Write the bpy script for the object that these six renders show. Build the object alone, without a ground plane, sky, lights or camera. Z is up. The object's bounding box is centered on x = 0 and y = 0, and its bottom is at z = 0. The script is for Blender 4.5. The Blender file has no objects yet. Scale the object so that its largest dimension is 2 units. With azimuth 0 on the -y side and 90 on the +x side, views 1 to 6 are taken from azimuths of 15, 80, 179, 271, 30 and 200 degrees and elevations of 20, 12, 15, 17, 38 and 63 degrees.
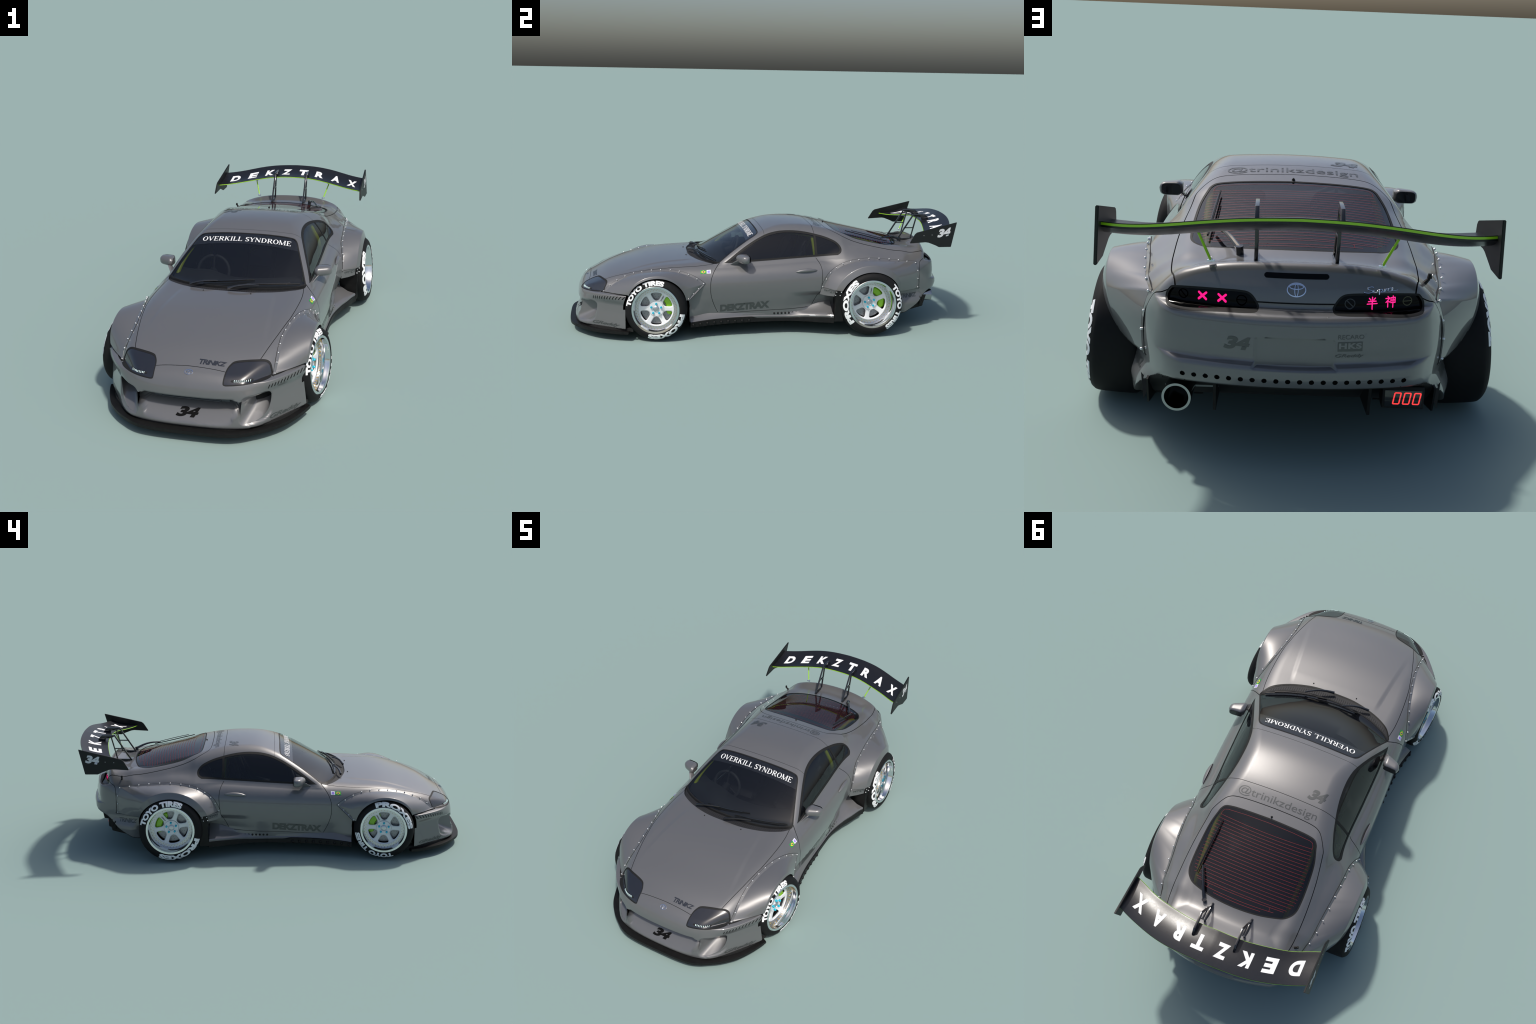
# Wide-body grey sports coupe with a tall rear wing, built part by part.
# Frame: metres, z up, nose towards -y, car symmetric about x = 0 (except small details).
import math
import numpy as np

# ----------------------------------------------------------------------------
# 1. small numeric helpers
# ----------------------------------------------------------------------------
def spline(*pts):
    """natural cubic through (t, v) pairs, linear beyond the ends"""
    t = np.array([p[0] for p in pts], float)
    v = np.array([p[1] for p in pts], float)
    n = len(t)
    h = np.diff(t)
    A = np.eye(n)
    b = np.zeros(n)
    for i in range(1, n - 1):
        A[i, i - 1:i + 2] = h[i - 1], 2 * (h[i - 1] + h[i]), h[i]
        b[i] = 6 * ((v[i + 1] - v[i]) / h[i] - (v[i] - v[i - 1]) / h[i - 1])
    m = np.linalg.solve(A, b)
    s0 = (v[1] - v[0]) / h[0] - h[0] * m[1] / 6
    s1 = (v[-1] - v[-2]) / h[-1] + h[-1] * m[-2] / 6

    def f(q):
        q = np.asarray(q, float)
        i = np.clip(np.searchsorted(t, q) - 1, 0, n - 2)
        a = (t[i + 1] - q) / h[i]
        c = (q - t[i]) / h[i]
        r = a * v[i] + c * v[i + 1] + ((a ** 3 - a) * m[i] + (c ** 3 - c) * m[i + 1]) * h[i] ** 2 / 6
        r = np.where(q < t[0], v[0] + s0 * (q - t[0]), r)
        return np.where(q > t[-1], v[-1] + s1 * (q - t[-1]), r)
    return f


def pchip(*pts):
    """shape-preserving cubic (no overshoot), constant slope beyond the ends"""
    t = np.array([p[0] for p in pts], float)
    v = np.array([p[1] for p in pts], float)
    h = np.diff(t)
    d = np.diff(v) / h
    m = np.zeros(len(t))
    m[0], m[-1] = d[0], d[-1]
    for i in range(1, len(t) - 1):
        if d[i - 1] * d[i] > 0:
            w1, w2 = 2 * h[i] + h[i - 1], h[i] + 2 * h[i - 1]
            m[i] = (w1 + w2) / (w1 / d[i - 1] + w2 / d[i])

    def f(q):
        q = np.asarray(q, float)
        i = np.clip(np.searchsorted(t, q) - 1, 0, len(t) - 2)
        u = np.clip((q - t[i]) / h[i], 0, 1)
        r = ((2 * u ** 3 - 3 * u ** 2 + 1) * v[i] + (u ** 3 - 2 * u ** 2 + u) * h[i] * m[i]
             + (-2 * u ** 3 + 3 * u ** 2) * v[i + 1] + (u ** 3 - u ** 2) * h[i] * m[i + 1])
        r = np.where(q < t[0], v[0] + m[0] * (q - t[0]), r)
        return np.where(q > t[-1], v[-1] + m[-1] * (q - t[-1]), r)
    return f


def smax(a, b, k):
    h = np.maximum(k - np.abs(a - b), 0) / k
    return np.maximum(a, b) + h * h * k / 4


def smin(a, b, k):
    return -smax(-a, -b, k)


def sstep(a, b, q):
    u = np.clip((q - a) / (b - a), 0, 1)
    return u * u * (3 - 2 * u)


# ----------------------------------------------------------------------------
# 2. body shape: an implicit surface, negative inside
# ----------------------------------------------------------------------------
# lower body, height of the top skin on the centre line and its fall to the sides
TOP_C = spline((-1.02, .118), (-.97, .196), (-.945, .227), (-.917, .2485), (-.893, .2615), (-.863, .277), (-.815, .299), (-.75, .3185),
               (-.69, .331), (-.583, .351), (-.5, .3585), (-.404, .3630), (-.3, .3705), (-.2, .375),
               (0, .381), (.24, .388), (.5, .398), (.65, .409), (.74, .420), (.78, .4225), (.82, .4315),
               (.845, .4365), (.875, .437), (.95, .43))
TOP_K2 = pchip((-.95, .34), (-.863, .34), (-.815, .31), (-.69, .19), (-.583, .14), (-.5, .115), (-.404, .10),
               (-.285, .12), (-.2, .12), (0, .1), (.3, .06), (.5, .06), (.6, .2), (.7, .3), (.76, .2), (.9, .2))
TOP_K4 = pchip((-.3, 0), (.4, 0.), (.5, .2), (.6, .8), (.7, 1.8), (.76, 5.5), (.8, 7.2), (.9, 7.2))
# half width of the body at its widest height and the lean of the flank with height
WIDE = spline((-.95, .268), (-.9, .285), (-.84, .308), (-.8, .320), (-.7, .341), (-.6, .354), (-.5, .362), (-.4, .3700), (-.3, .3745),
              (-.1, .3785), (.1, .3785), (.25, .3755), (.4, .372), (.5, .3695), (.6, .364), (.7, .347), (.785, .320), (.85, .287), (.95, .21))
LEAN = pchip((.02, -.030), (.1, -.0215), (.14, -.0155), (.20, -.004), (.25, 0), (.30, -.003), (.36, -.014), (.45, -.05))
# nose: forward-most y on the centre line per height, and sweep-back in plan
NOSE_C = pchip((.02, -.968), (.06, -.9745), (.10, -.9685), (.14, -.961), (.167, -.9585), (.20, -.956), (.222, -.951), (.25, -.942), (.30, -.93))
NOSE_LOW = spline((0, 0), (.1, .003), (.2, .019), (.25, .042), (.3, .098), (.35, .171), (.4, .245), (.45, .32))
NOSE_HIGH = spline((0, 0), (.1, .005), (.15, .010), (.2, .023), (.25, .047), (.3, .083), (.35, .143), (.4, .222), (.45, .31))
# tail: rear-most y on the centre line per height
TAIL_C = pchip((.15, .905), (.186, .921), (.205, .939), (.225, .945), (.238, .9445), (.247, .940), (.2525, .929), (.262, .927), (.284, .928), (.319, .925),
               (.335, .922), (.342, .916), (.3465, .905), (.3495, .890), (.354, .8845), (.364, .882), (.388, .8745), (.405, .866), (.425, .856), (.437, .850), (.48, .83))
# greenhouse
ROOF_C = spline((-.5, .272), (-.42, .320), (-.36, .356), (-.3094, .385), (-.254, .4145), (-.2, .441), (-.15, .4635), (-.1, .485),
                (-.044, .5072), (0, .5205), (.05, .532), (.1, .537), (.15, .5375), (.2, .5355), (.235, .532),
                (.305, .5195), (.348, .5105), (.45, .490), (.55, .4695), (.65, .447), (.7236, .4295), (.8, .409))
ROOF_K = pchip((-.4, .62), (-.3, .60), (-.25, .55), (-.15, .42), (-.05, .28), (.05, .24), (.2, .24), (.35, .2), (.45, .36), (.6, .5), (.72, .4))
BELT_Z = pchip((-.4, .36), (-.25, .360), (-.1, .364), (0, .371), (.24, .383), (.35, .388), (.5, .392), (.8, .39))
BELT_X = pchip((-.45, .318), (-.25, .319), (-.1, .3185), (0, .315), (.1, .312), (.24, .3065), (.33, .306), (.38, .304), (.42, .294), (.45, .286), (.5, .276),
               (.6, .262), (.7, .232), (.8, .19))
FLOOR_Z = pchip((-1, .052), (-.7, .055), (-.4, .075), (-.3, .078), (.3, .078), (.62, .072), (.70, .084), (.74, .102), (.78, .128), (.83, .170), (.86, .186), (.95, .200))


def lower_body(X, y, z):
    bend = np.where(y > .62, sstep(.62, .8, y), 0)
    s = y + .62 * X * X * bend                       # rear deck lines bow with the tail
    top = z - (TOP_C(s) - TOP_K2(y) * X ** 2 - TOP_K4(y) * X ** 4)
    # hood: flat raised centre panel between two faint ridges
    ridge = .205 + (y + .41) * -.12
    top = top - .0025 * sstep(ridge + .012, ridge - .012, X) * sstep(-.80, -.62, y) * sstep(-.36, -.44, y)
    wide = WIDE(y)
    wide = wide + (.412 - wide) * sstep(-.52, -.62, y) * sstep(.2275, .2205, z)   # bumper stands proud of the wing
    foot = .030 * sstep(.20, .13, z) * sstep(.64, .72, y) * sstep(.87, .79, y) + .026 * sstep(.21, .11, z) * sstep(-.30, -.42, y) * sstep(-.6, -.5, y)
    scoop = .026 * sstep(.07, .27, y) * sstep(.40, .33, y) * sstep(.222, .192, z) * sstep(.10, .15, z)   # hollow ahead of the rear wheel
    side = X - (wide + LEAN(z) * sstep(-.66, -.6, y) + foot - scoop)
    k = sstep(.17, .21, z)
    sweep = NOSE_LOW(X) * (1 - k) + NOSE_HIGH(X) * k
    ledge = .034 * sstep(.19, .29, X) * sstep(.2205, .2275, z)
    front = NOSE_C(z) + sweep + ledge - y
    rear = y - (TAIL_C(z) - .67 * X * X - 2.2 * np.maximum(X - .22, 0) ** 2)
    f = smax(top, side, .085 + .02 * sstep(-.5, -.3, y) - .055 * sstep(.28, .45, y))
    f = smax(f, front, .028)
    f = smax(f, rear, .016)
    return smax(f, FLOOR_Z(y) - z, .008)


def greenhouse(X, y, z):
    roof = z - (ROOF_C(y) - ROOF_K(y) * X ** 2)
    dz = np.maximum(z - BELT_Z(y), -.015)
    side = X - (BELT_X(y) - .42 * dz - 1.9 * dz * np.abs(dz))
    f = smax(roof, side, .030 + .012 * sstep(-.05, .1, y))
    f = smax(f, .26 - z, .01)
    return smax(f, y - .80 + .67 * X * X, .02)


# round-cornered box used for the openings in the nose: negative inside
def rbox(u, v, cu, cv, hu, hv, r):
    a = np.abs(u - cu) - hu + r
    b = np.abs(v - cv) - hv + r
    return np.hypot(np.maximum(a, 0), np.maximum(b, 0)) + np.minimum(np.maximum(a, b), 0) - r


def mouth_field(X, y, z):
    half = .178 - .10 * np.maximum(.12 - z, 0) * 2
    m = rbox(X, z, 0, .118, 1, .046, .012)
    m = smax(m, X - half, .015)
    depth = pchip((.06, -.972), (.075, -.962), (.10, -.935), (.125, -.905), (.135, -.888), (.2, -.882))
    return smax(m, y - depth(z), .008)


def duct_field(X, y, z):
    """soft dish round each brake duct"""
    d = rbox(X, z - (X - .25) * .10, .2505, .1235, .053, .057, .03)
    return d


def plate_field(X, y, z):
    """shallow number-plate recess in the rear bumper"""
    m = rbox(X, z, 0, .272, .079, .030, .004)
    return smax(m, .917 - y, .002)


def body_field(x, y, z):
    X = np.sqrt(x * x + 1e-8)
    low = lower_body(X, y, z)
    grn = greenhouse(X, y, z)
    f = smin(low, grn, .012 + .075 * sstep(.24, .48, y) * sstep(.17, .25, X))
    f = smax(f, -np.where(y < -.8, mouth_field(X, y, z), 1.), .010)
    dish = np.where(y < -.75, duct_field(X, y, z), 1.)
    f = f + .010 * sstep(.002, -.011, dish)
    f = smax(f, -np.where(y > .85, plate_field(X, y, z), 1.), .002)
    return f


def grad(f, P, e=4e-4):
    x, y, z = P[:, 0], P[:, 1], P[:, 2]
    g = np.stack([f(x + e, y, z) - f(x - e, y, z), f(x, y + e, z) - f(x, y - e, z), f(x, y, z + e) - f(x, y, z - e)], 1) / (2 * e)
    return g


def unit(v):
    return v / np.maximum(np.linalg.norm(v, axis=-1, keepdims=True), 1e-12)


def cast(f, O, D, far, steps=60):
    """first outward crossing of f = 0 along O + t D, t in [0, far]"""
    n = len(O)

    def scan(lo, hi, k):
        """split each bracket into k pieces and keep the first one that ends outside"""
        u = np.linspace(0, 1, k + 1)[1:]
        t = lo[:, None] + (hi - lo)[:, None] * u[None]
        P = O[:, None] + D[:, None] * t[:, :, None]
        v = f(P[..., 0].ravel(), P[..., 1].ravel(), P[..., 2].ravel()).reshape(n, k) > 0
        j = np.where(v.any(1), np.argmax(v, 1), k - 1)
        w = (hi - lo) / k
        return lo + w * j, lo + w * (j + 1)
    lo, hi = np.zeros(n), np.full(n, float(far))
    if n * steps < 40000:
        lo, hi = scan(lo, hi, steps)
        for _ in range(5):
            lo, hi = scan(lo, hi, 8)
    else:
        done = np.zeros(n, bool)
        prev = 0.
        for t in np.linspace(0, far, steps + 1)[1:]:
            P = O + D * t
            new = (f(P[:, 0], P[:, 1], P[:, 2]) > 0) & ~done
            lo[new] = prev
            hi[new] = t
            done |= new
            prev = t
        for _ in range(14):
            mid = .5 * (lo + hi)
            P = O + D * mid[:, None]
            v = f(P[:, 0], P[:, 1], P[:, 2]) > 0
            hi = np.where(v, mid, hi)
            lo = np.where(v, lo, mid)
    return O + D * (.5 * (lo + hi))[:, None]

# ----------------------------------------------------------------------------
# 3. Blender helpers: materials, meshes, text, cutting
# ----------------------------------------------------------------------------
import bpy
import bmesh
from mathutils import Vector, Matrix


def material(name, color, metallic=0., rough=.5, coat=0., coat_rough=.03, emission=None, strength=0., spec=.5, grain=None):
    m = bpy.data.materials.new(name)
    m.use_nodes = True
    nt = m.node_tree
    b = nt.nodes['Principled BSDF']
    b.inputs['Base Color'].default_value = (*color, 1)
    b.inputs['Metallic'].default_value = metallic
    b.inputs['Roughness'].default_value = rough
    b.inputs['Coat Weight'].default_value = coat
    b.inputs['Coat Roughness'].default_value = coat_rough
    b.inputs['Specular IOR Level'].default_value = spec
    if emission:
        b.inputs['Emission Color'].default_value = (*emission, 1)
        b.inputs['Emission Strength'].default_value = strength
    if grain:                                     # (scale, colour swing, roughness swing)
        tc = nt.nodes.new('ShaderNodeTexCoord')
        nz = nt.nodes.new('ShaderNodeTexNoise')
        nz.inputs['Scale'].default_value = grain[0]
        nz.inputs['Detail'].default_value = 3
        nt.links.new(tc.outputs['Object'], nz.inputs['Vector'])
        cr = nt.nodes.new('ShaderNodeValToRGB')
        a, c = 1 - grain[1], 1 + grain[1]
        cr.color_ramp.elements[0].position = .3
        cr.color_ramp.elements[1].position = .7
        cr.color_ramp.elements[0].color = (*[q * a for q in color], 1)
        cr.color_ramp.elements[1].color = (*[q * c for q in color], 1)
        nt.links.new(nz.outputs['Fac'], cr.inputs['Fac'])
        nt.links.new(cr.outputs['Color'], b.inputs['Base Color'])
        if grain[2]:
            mr = nt.nodes.new('ShaderNodeMapRange')
            mr.inputs['To Min'].default_value = rough - grain[2]
            mr.inputs['To Max'].default_value = rough + grain[2]
            nt.links.new(nz.outputs['Fac'], mr.inputs['Value'])
            nt.links.new(mr.outputs['Result'], b.inputs['Roughness'])
    return m


def glass_material(name, tint, gloss=.5):
    """tinted window: dark see-through film under a mirror-smooth skin"""
    m = bpy.data.materials.new(name)
    m.use_nodes = True
    nt = m.node_tree
    nt.nodes.clear()
    out = nt.nodes.new('ShaderNodeOutputMaterial')
    tr = nt.nodes.new('ShaderNodeBsdfTransparent')
    tr.inputs['Color'].default_value = (*tint, 1)
    df = nt.nodes.new('ShaderNodeBsdfDiffuse')
    df.inputs['Color'].default_value = (.016, .018, .024, 1)
    mix0 = nt.nodes.new('ShaderNodeMixShader')
    mix0.inputs['Fac'].default_value = .25
    gl = nt.nodes.new('ShaderNodeBsdfGlossy')
    gl.inputs['Roughness'].default_value = .02
    gl.inputs['Color'].default_value = (1, 1, 1, 1)
    fr = nt.nodes.new('ShaderNodeFresnel')
    fr.inputs['IOR'].default_value = 1.5
    mix = nt.nodes.new('ShaderNodeMixShader')
    nt.links.new(tr.outputs[0], mix0.inputs[1])
    nt.links.new(df.outputs[0], mix0.inputs[2])
    nt.links.new(fr.outputs[0], mix.inputs['Fac'])
    nt.links.new(mix0.outputs[0], mix.inputs[1])
    nt.links.new(gl.outputs[0], mix.inputs[2])
    nt.links.new(mix.outputs[0], out.inputs['Surface'])
    return m


MAT = {}
MAT['paint'] = material('grey_metallic_paint', (.136, .1355, .138), .26, .38, 1., .008, grain=(900., .05, .03))
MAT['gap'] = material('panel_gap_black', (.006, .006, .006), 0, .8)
MAT['black'] = material('satin_black', (.008, .008, .008), 0, .45, spec=.22, grain=(60., .2, .05))
MAT['gloss_black'] = material('gloss_black', (.010, .011, .013), 0, .12, .6)
MAT['carbon'] = material('dark_wing_skin', (.0105, .011, .014), 0, .30, 0, .1, spec=.4, grain=(160., .12, .04))
MAT['endplate'] = material('matt_black_plate', (.0085, .010, .010), 0, .45, spec=.3)
MAT['rubber_trim'] = material('rubber_trim', (.012, .012, .012), 0, .6, spec=.25)
MAT['tyre'] = material('tyre_rubber', (.0065, .0065, .007), 0, .70, spec=.25, grain=(120., .25, .06))
MAT['white_print'] = material('white_lettering', (.86, .86, .86), 0, .5)
MAT['grey_print'] = material('pale_grey_lettering', (.56, .57, .58), 0, .5)
MAT['dark_print'] = material('dark_grey_decal', (.058, .062, .062), .3, .4, .6, .05)
MAT['blue_print'] = material('blue_black_decal', (.020, .023, .032), .2, .4, .6, .05)
MAT['black_print'] = material('black_decal', (.003, .003, .003), 0, .6, spec=.1)
MAT['lens'] = material('smoked_lens', (.016, .017, .022), .1, .25, 1., .01)
MAT['tail_lens'] = material('black_tail_lens', (.002, .0023, .0026), 0, .14, 0, .01, spec=.12)
MAT['led_white'] = material('white_leds', (.8, .95, .95), 0, .4, emission=(.75, 1., 1.), strength=1.6)
MAT['led_pink'] = material('pink_leds', (.9, .02, .2), 0, .4, emission=(1., .012, .22), strength=1.3)
MAT['led_red'] = material('red_digits', (.9, .05, .05), 0, .4, emission=(1., .05, .05), strength=1.1)
MAT['lime'] = material('lime_green', (.30, .62, .012), 0, .4, .3)
MAT['cage'] = material('lime_cage_paint', (.52, .62, .02), 0, .4)
MAT['wheel'] = material('white_alloy', (.78, .79, .80), .1, .30, .5, .05)
MAT['polished'] = material('polished_alloy', (.74, .76, .77), 1., .10, grain=(40., .02, .02))
MAT['steel'] = material('brushed_steel', (.62, .63, .65), 1., .32)
MAT['rivet'] = material('bright_rivet', (.80, .80, .80), .75, .32)
MAT['chrome'] = material('chrome', (.75, .78, .84), 1., .08)
MAT['exhaust'] = material('dark_steel_exhaust', (.34, .36, .37), 1., .16)
MAT['gold'] = material('gold_bolts', (.55, .36, .08), 1., .35)
MAT['cyan'] = material('cyan_anodised', (.01, .52, .72), .35, .25, .5)
MAT['caliper'] = material('green_caliper', (.26, .58, .01), 0, .35, .5)
MAT['disc'] = material('brake_disc', (.33, .33, .35), .8, .4)
MAT['mirror'] = material('mirror_glass', (.02, .022, .026), .6, .05)
MAT['interior'] = material('dark_interior', (.014, .014, .016), 0, .7)
MAT['dash'] = material('dashboard_grey', (.045, .047, .052), 0, .6)
MAT['liner'] = material('wheel_arch_liner', (.007, .007, .007), 0, .9)
MAT['muffler'] = material('muffler_grey', (.42, .43, .42), .4, .5)
MAT['heater'] = material('heater_wire_red', (.23, .012, .016), 0, .5)
MAT['red_mark'] = material('dim_grey_mark', (.03, .033, .036), 0, .4)
MAT['yellow_mark'] = material('dim_yellow_mark', (.055, .05, .012), 0, .4)
MAT['flag_green'] = material('flag_green', (.01, .30, .05), 0, .5)
MAT['flag_yellow'] = material('flag_yellow', (.85, .62, .02), 0, .5)
MAT['flag_blue'] = material('flag_blue', (.02, .03, .22), 0, .5)
MAT['sticker_white'] = material('sticker_white', (.72, .74, .80), 0, .5)
MAT['sticker_violet'] = material('sticker_violet', (.30, .20, .75), 0, .5, grain=(260., .6, 0))
MAT['glass'] = glass_material('tinted_glass', (.50, .53, .54))
MAT['rear_glass'] = glass_material('dark_rear_glass', (.42, .42, .45))
MAT['cooler'] = material('intercooler_alloy', (.10, .105, .12), .6, .4)

CAR = bpy.data.objects.new('sports_coupe', None)
CAR['label'] = 'grey wide-body sports coupe with riveted flares and tall black rear wing'
CAR['category'] = 'sports car'
bpy.context.scene.collection.objects.link(CAR)


def link(ob, parent=None):
    bpy.context.scene.collection.objects.link(ob)
    ob.parent = parent or CAR
    return ob


def mesh_data(name, V, F, mat, normals=None, smooth=True, angle=None):
    me = bpy.data.meshes.new(name)
    me.from_pydata([tuple(map(float, v)) for v in V], [], [tuple(map(int, f)) for f in F])
    me.validate()
    if mat:
        for q in (mat if isinstance(mat, (list, tuple)) else [mat]):
            me.materials.append(MAT[q] if isinstance(q, str) else q)
    if smooth:
        me.polygons.foreach_set('use_smooth', [True] * len(me.polygons))
        if angle is not None:
            me.set_sharp_from_angle(angle=math.radians(angle))
    if normals is not None:
        me.normals_split_custom_set_from_vertices([tuple(map(float, n)) for n in normals])
    me.update()
    return me


def part(name, V, F, mat, parent=None, normals=None, smooth=True, angle=None, kind=None):
    ob = bpy.data.objects.new(name, mesh_data(name, V, F, mat, normals, smooth, angle))
    if kind:
        ob['kind'] = kind
    return link(ob, parent)


def from_bmesh(name, bm, mat, parent=None, smooth=True, angle=35):
    me = bpy.data.meshes.new(name)
    bmesh.ops.recalc_face_normals(bm, faces=bm.faces[:])
    bm.to_mesh(me)
    bm.free()
    for q in (mat if isinstance(mat, (list, tuple)) else [mat]):
        me.materials.append(MAT[q])
    if smooth:
        me.polygons.foreach_set('use_smooth', [True] * len(me.polygons))
        me.set_sharp_from_angle(angle=math.radians(angle))
    ob = bpy.data.objects.new(name, me)
    return link(ob, parent)


def box(name, c, size, mat, parent=None, bevel=0., rot=None, seg=2):
    bm = bmesh.new()
    bmesh.ops.create_cube(bm, size=1)
    bmesh.ops.scale(bm, vec=size, verts=bm.verts)
    if bevel:
        bmesh.ops.bevel(bm, geom=bm.edges[:], offset=bevel, segments=seg, affect='EDGES', profile=.5)
    if rot is not None:
        bmesh.ops.transform(bm, matrix=rot, verts=bm.verts)
    bmesh.ops.translate(bm, vec=c, verts=bm.verts)
    return from_bmesh(name, bm, mat, parent)


def prism(name, outline, axis, lo, hi, mat, parent=None, bevel=0.):
    """extrude a flat outline along an axis (0 = x, 1 = y, 2 = z)"""
    bm = bmesh.new()

    def at(p, q):
        v = [p[0], p[1]]
        v.insert(axis, q)
        return v
    a = [bm.verts.new(at(p, lo)) for p in outline]
    b = [bm.verts.new(at(p, hi)) for p in outline]
    n = len(a)
    bm.faces.new(a)
    bm.faces.new(b[::-1])
    for i in range(n):
        bm.faces.new((a[i], a[(i + 1) % n], b[(i + 1) % n], b[i]))
    if bevel:
        bmesh.ops.bevel(bm, geom=bm.edges[:], offset=bevel, segments=2, affect='EDGES', profile=.5)
    return from_bmesh(name, bm, mat, parent, angle=30)


def tube(name, pts, r, mat, parent=None, n=12, radii=None, cap=True):
    """round bar along a polyline"""
    P = np.array(pts, float)
    T = unit(np.gradient(P, axis=0))
    up = np.array([0, 0, 1.]) if abs(T[0][2]) < .9 else np.array([1., 0, 0])
    V, F = [], []
    for i, (p, t) in enumerate(zip(P, T)):
        u = unit(np.cross(t, up))
        w = np.cross(u, t)
        rr = radii[i] if radii is not None else r
        for k in range(n):
            a = 2 * math.pi * k / n
            V.append(p + rr * (math.cos(a) * u + math.sin(a) * w))
    for i in range(len(P) - 1):
        for k in range(n):
            F.append((i * n + k, i * n + (k + 1) % n, (i + 1) * n + (k + 1) % n, (i + 1) * n + k))
    if cap:
        F.append(tuple(range(n))[::-1])
        F.append(tuple(range((len(P) - 1) * n, len(P) * n)))
    return part(name, V, F, mat, parent, angle=40)


def smooth_path(pts, n=24, closed=False):
    """Catmull-Rom through control points"""
    P = np.array(pts, float)
    m = len(P)
    out = []
    segs = m if closed else m - 1
    for i in range(segs):
        if closed:
            p0, p1, p2, p3 = P[(i - 1) % m], P[i], P[(i + 1) % m], P[(i + 2) % m]
        else:
            p0, p1, p2, p3 = P[max(i - 1, 0)], P[i], P[i + 1], P[min(i + 2, m - 1)]
        for t in np.linspace(0, 1, n, endpoint=False):
            out.append(.5 * ((2 * p1) + (p2 - p0) * t + (2 * p0 - 5 * p1 + 4 * p2 - p3) * t * t
                             + (3 * p1 - p0 - 3 * p2 + p3) * t ** 3))
    if not closed:
        out.append(P[-1])
    return np.array(out)


def lathe(profile, n=96, closed=True):
    """revolve (axial, radial) points about the x axis"""
    V, F = [], []
    m = len(profile)
    for k in range(n):
        a = 2 * math.pi * k / n
        for q, r in profile:
            V.append((q, r * math.cos(a), r * math.sin(a)))
    for k in range(n):
        k2 = (k + 1) % n
        for i in range(m if closed else m - 1):
            j = (i + 1) % m
            F.append((k * m + i, k * m + j, k2 * m + j, k2 * m + i))
    return np.array(V), F


def poly_sdf(u, v, poly):
    """signed distance to a closed polygon, negative inside"""
    poly = np.asarray(poly, float)
    d = np.full(u.shape, 1e9)
    inside = np.zeros(u.shape, bool)
    for a, b in zip(poly, np.roll(poly, -1, 0)):
        e = b - a
        L = max(float(e @ e), 1e-18)
        t = np.clip(((u - a[0]) * e[0] + (v - a[1]) * e[1]) / L, 0, 1)
        d = np.minimum(d, (u - a[0] - t * e[0]) ** 2 + (v - a[1] - t * e[1]) ** 2)
        c = ((a[1] > v) != (b[1] > v))
        with np.errstate(divide='ignore', invalid='ignore'):
            xi = a[0] + (v - a[1]) * e[0] / (e[1] if abs(e[1]) > 1e-15 else 1e-15)
        inside ^= c & (u < xi)
    d = np.sqrt(d)
    return np.where(inside, -d, d)


def line_dist(u, v, line):
    """distance to an open polyline"""
    line = np.asarray(line, float)
    d = np.full(u.shape, 1e9)
    for a, b in zip(line[:-1], line[1:]):
        e = b - a
        L = max(float(e @ e), 1e-18)
        t = np.clip(((u - a[0]) * e[0] + (v - a[1]) * e[1]) / L, 0, 1)
        d = np.minimum(d, (u - a[0] - t * e[0]) ** 2 + (v - a[1] - t * e[1]) ** 2)
    return np.sqrt(d)


class Skin:
    """triangle mesh that can be cut along the zero line of a scalar field"""

    def __init__(self, V, T):
        self.V, self.T = np.asarray(V, float), np.asarray(T, int)

    def cut(self, field, near=None):
        V, T = self.V, self.T
        s = field(V[:, 0], V[:, 1], V[:, 2])
        s = np.where(np.abs(s) < 1e-7, 1e-7, s)
        neg = s < 0
        c = neg[T].sum(1)
        mix = (c == 1) | (c == 2)
        if not mix.any():
            return
        M = T[mix]
        nm = neg[M]
        lone_neg = nm.sum(1) == 1
        lone = np.where(lone_neg, np.argmax(nm, 1), np.argmin(nm, 1))
        r = np.arange(len(M))
        a, b, d = M[r, lone], M[r, (lone + 1) % 3], M[r, (lone + 2) % 3]
        E = np.concatenate([np.stack([a, b], 1), np.stack([a, d], 1)])
        E = np.sort(E, 1)
        U, inv = np.unique(E, axis=0, return_inverse=True)
        inv = inv.reshape(-1)
        w = s[U[:, 0]] / (s[U[:, 0]] - s[U[:, 1]])
        w = np.clip(w, .001, .999)
        N = V[U[:, 0]] * (1 - w)[:, None] + V[U[:, 1]] * w[:, None]
        base = len(V)
        p = base + inv[:len(M)]
        q = base + inv[len(M):]
        new = np.concatenate([np.stack([a, p, q], 1), np.stack([p, b, d], 1), np.stack([p, d, q], 1)])
        self.V = np.concatenate([V, N])
        self.T = np.concatenate([T[~mix], new])

    def centroids(self):
        return self.V[self.T].mean(1)

    def sub(self, mask):
        T = self.T[mask]
        u, inv = np.unique(T, return_inverse=True)
        return self.V[u], inv.reshape(-1, 3)


TEXT_CACHE = {}


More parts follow.
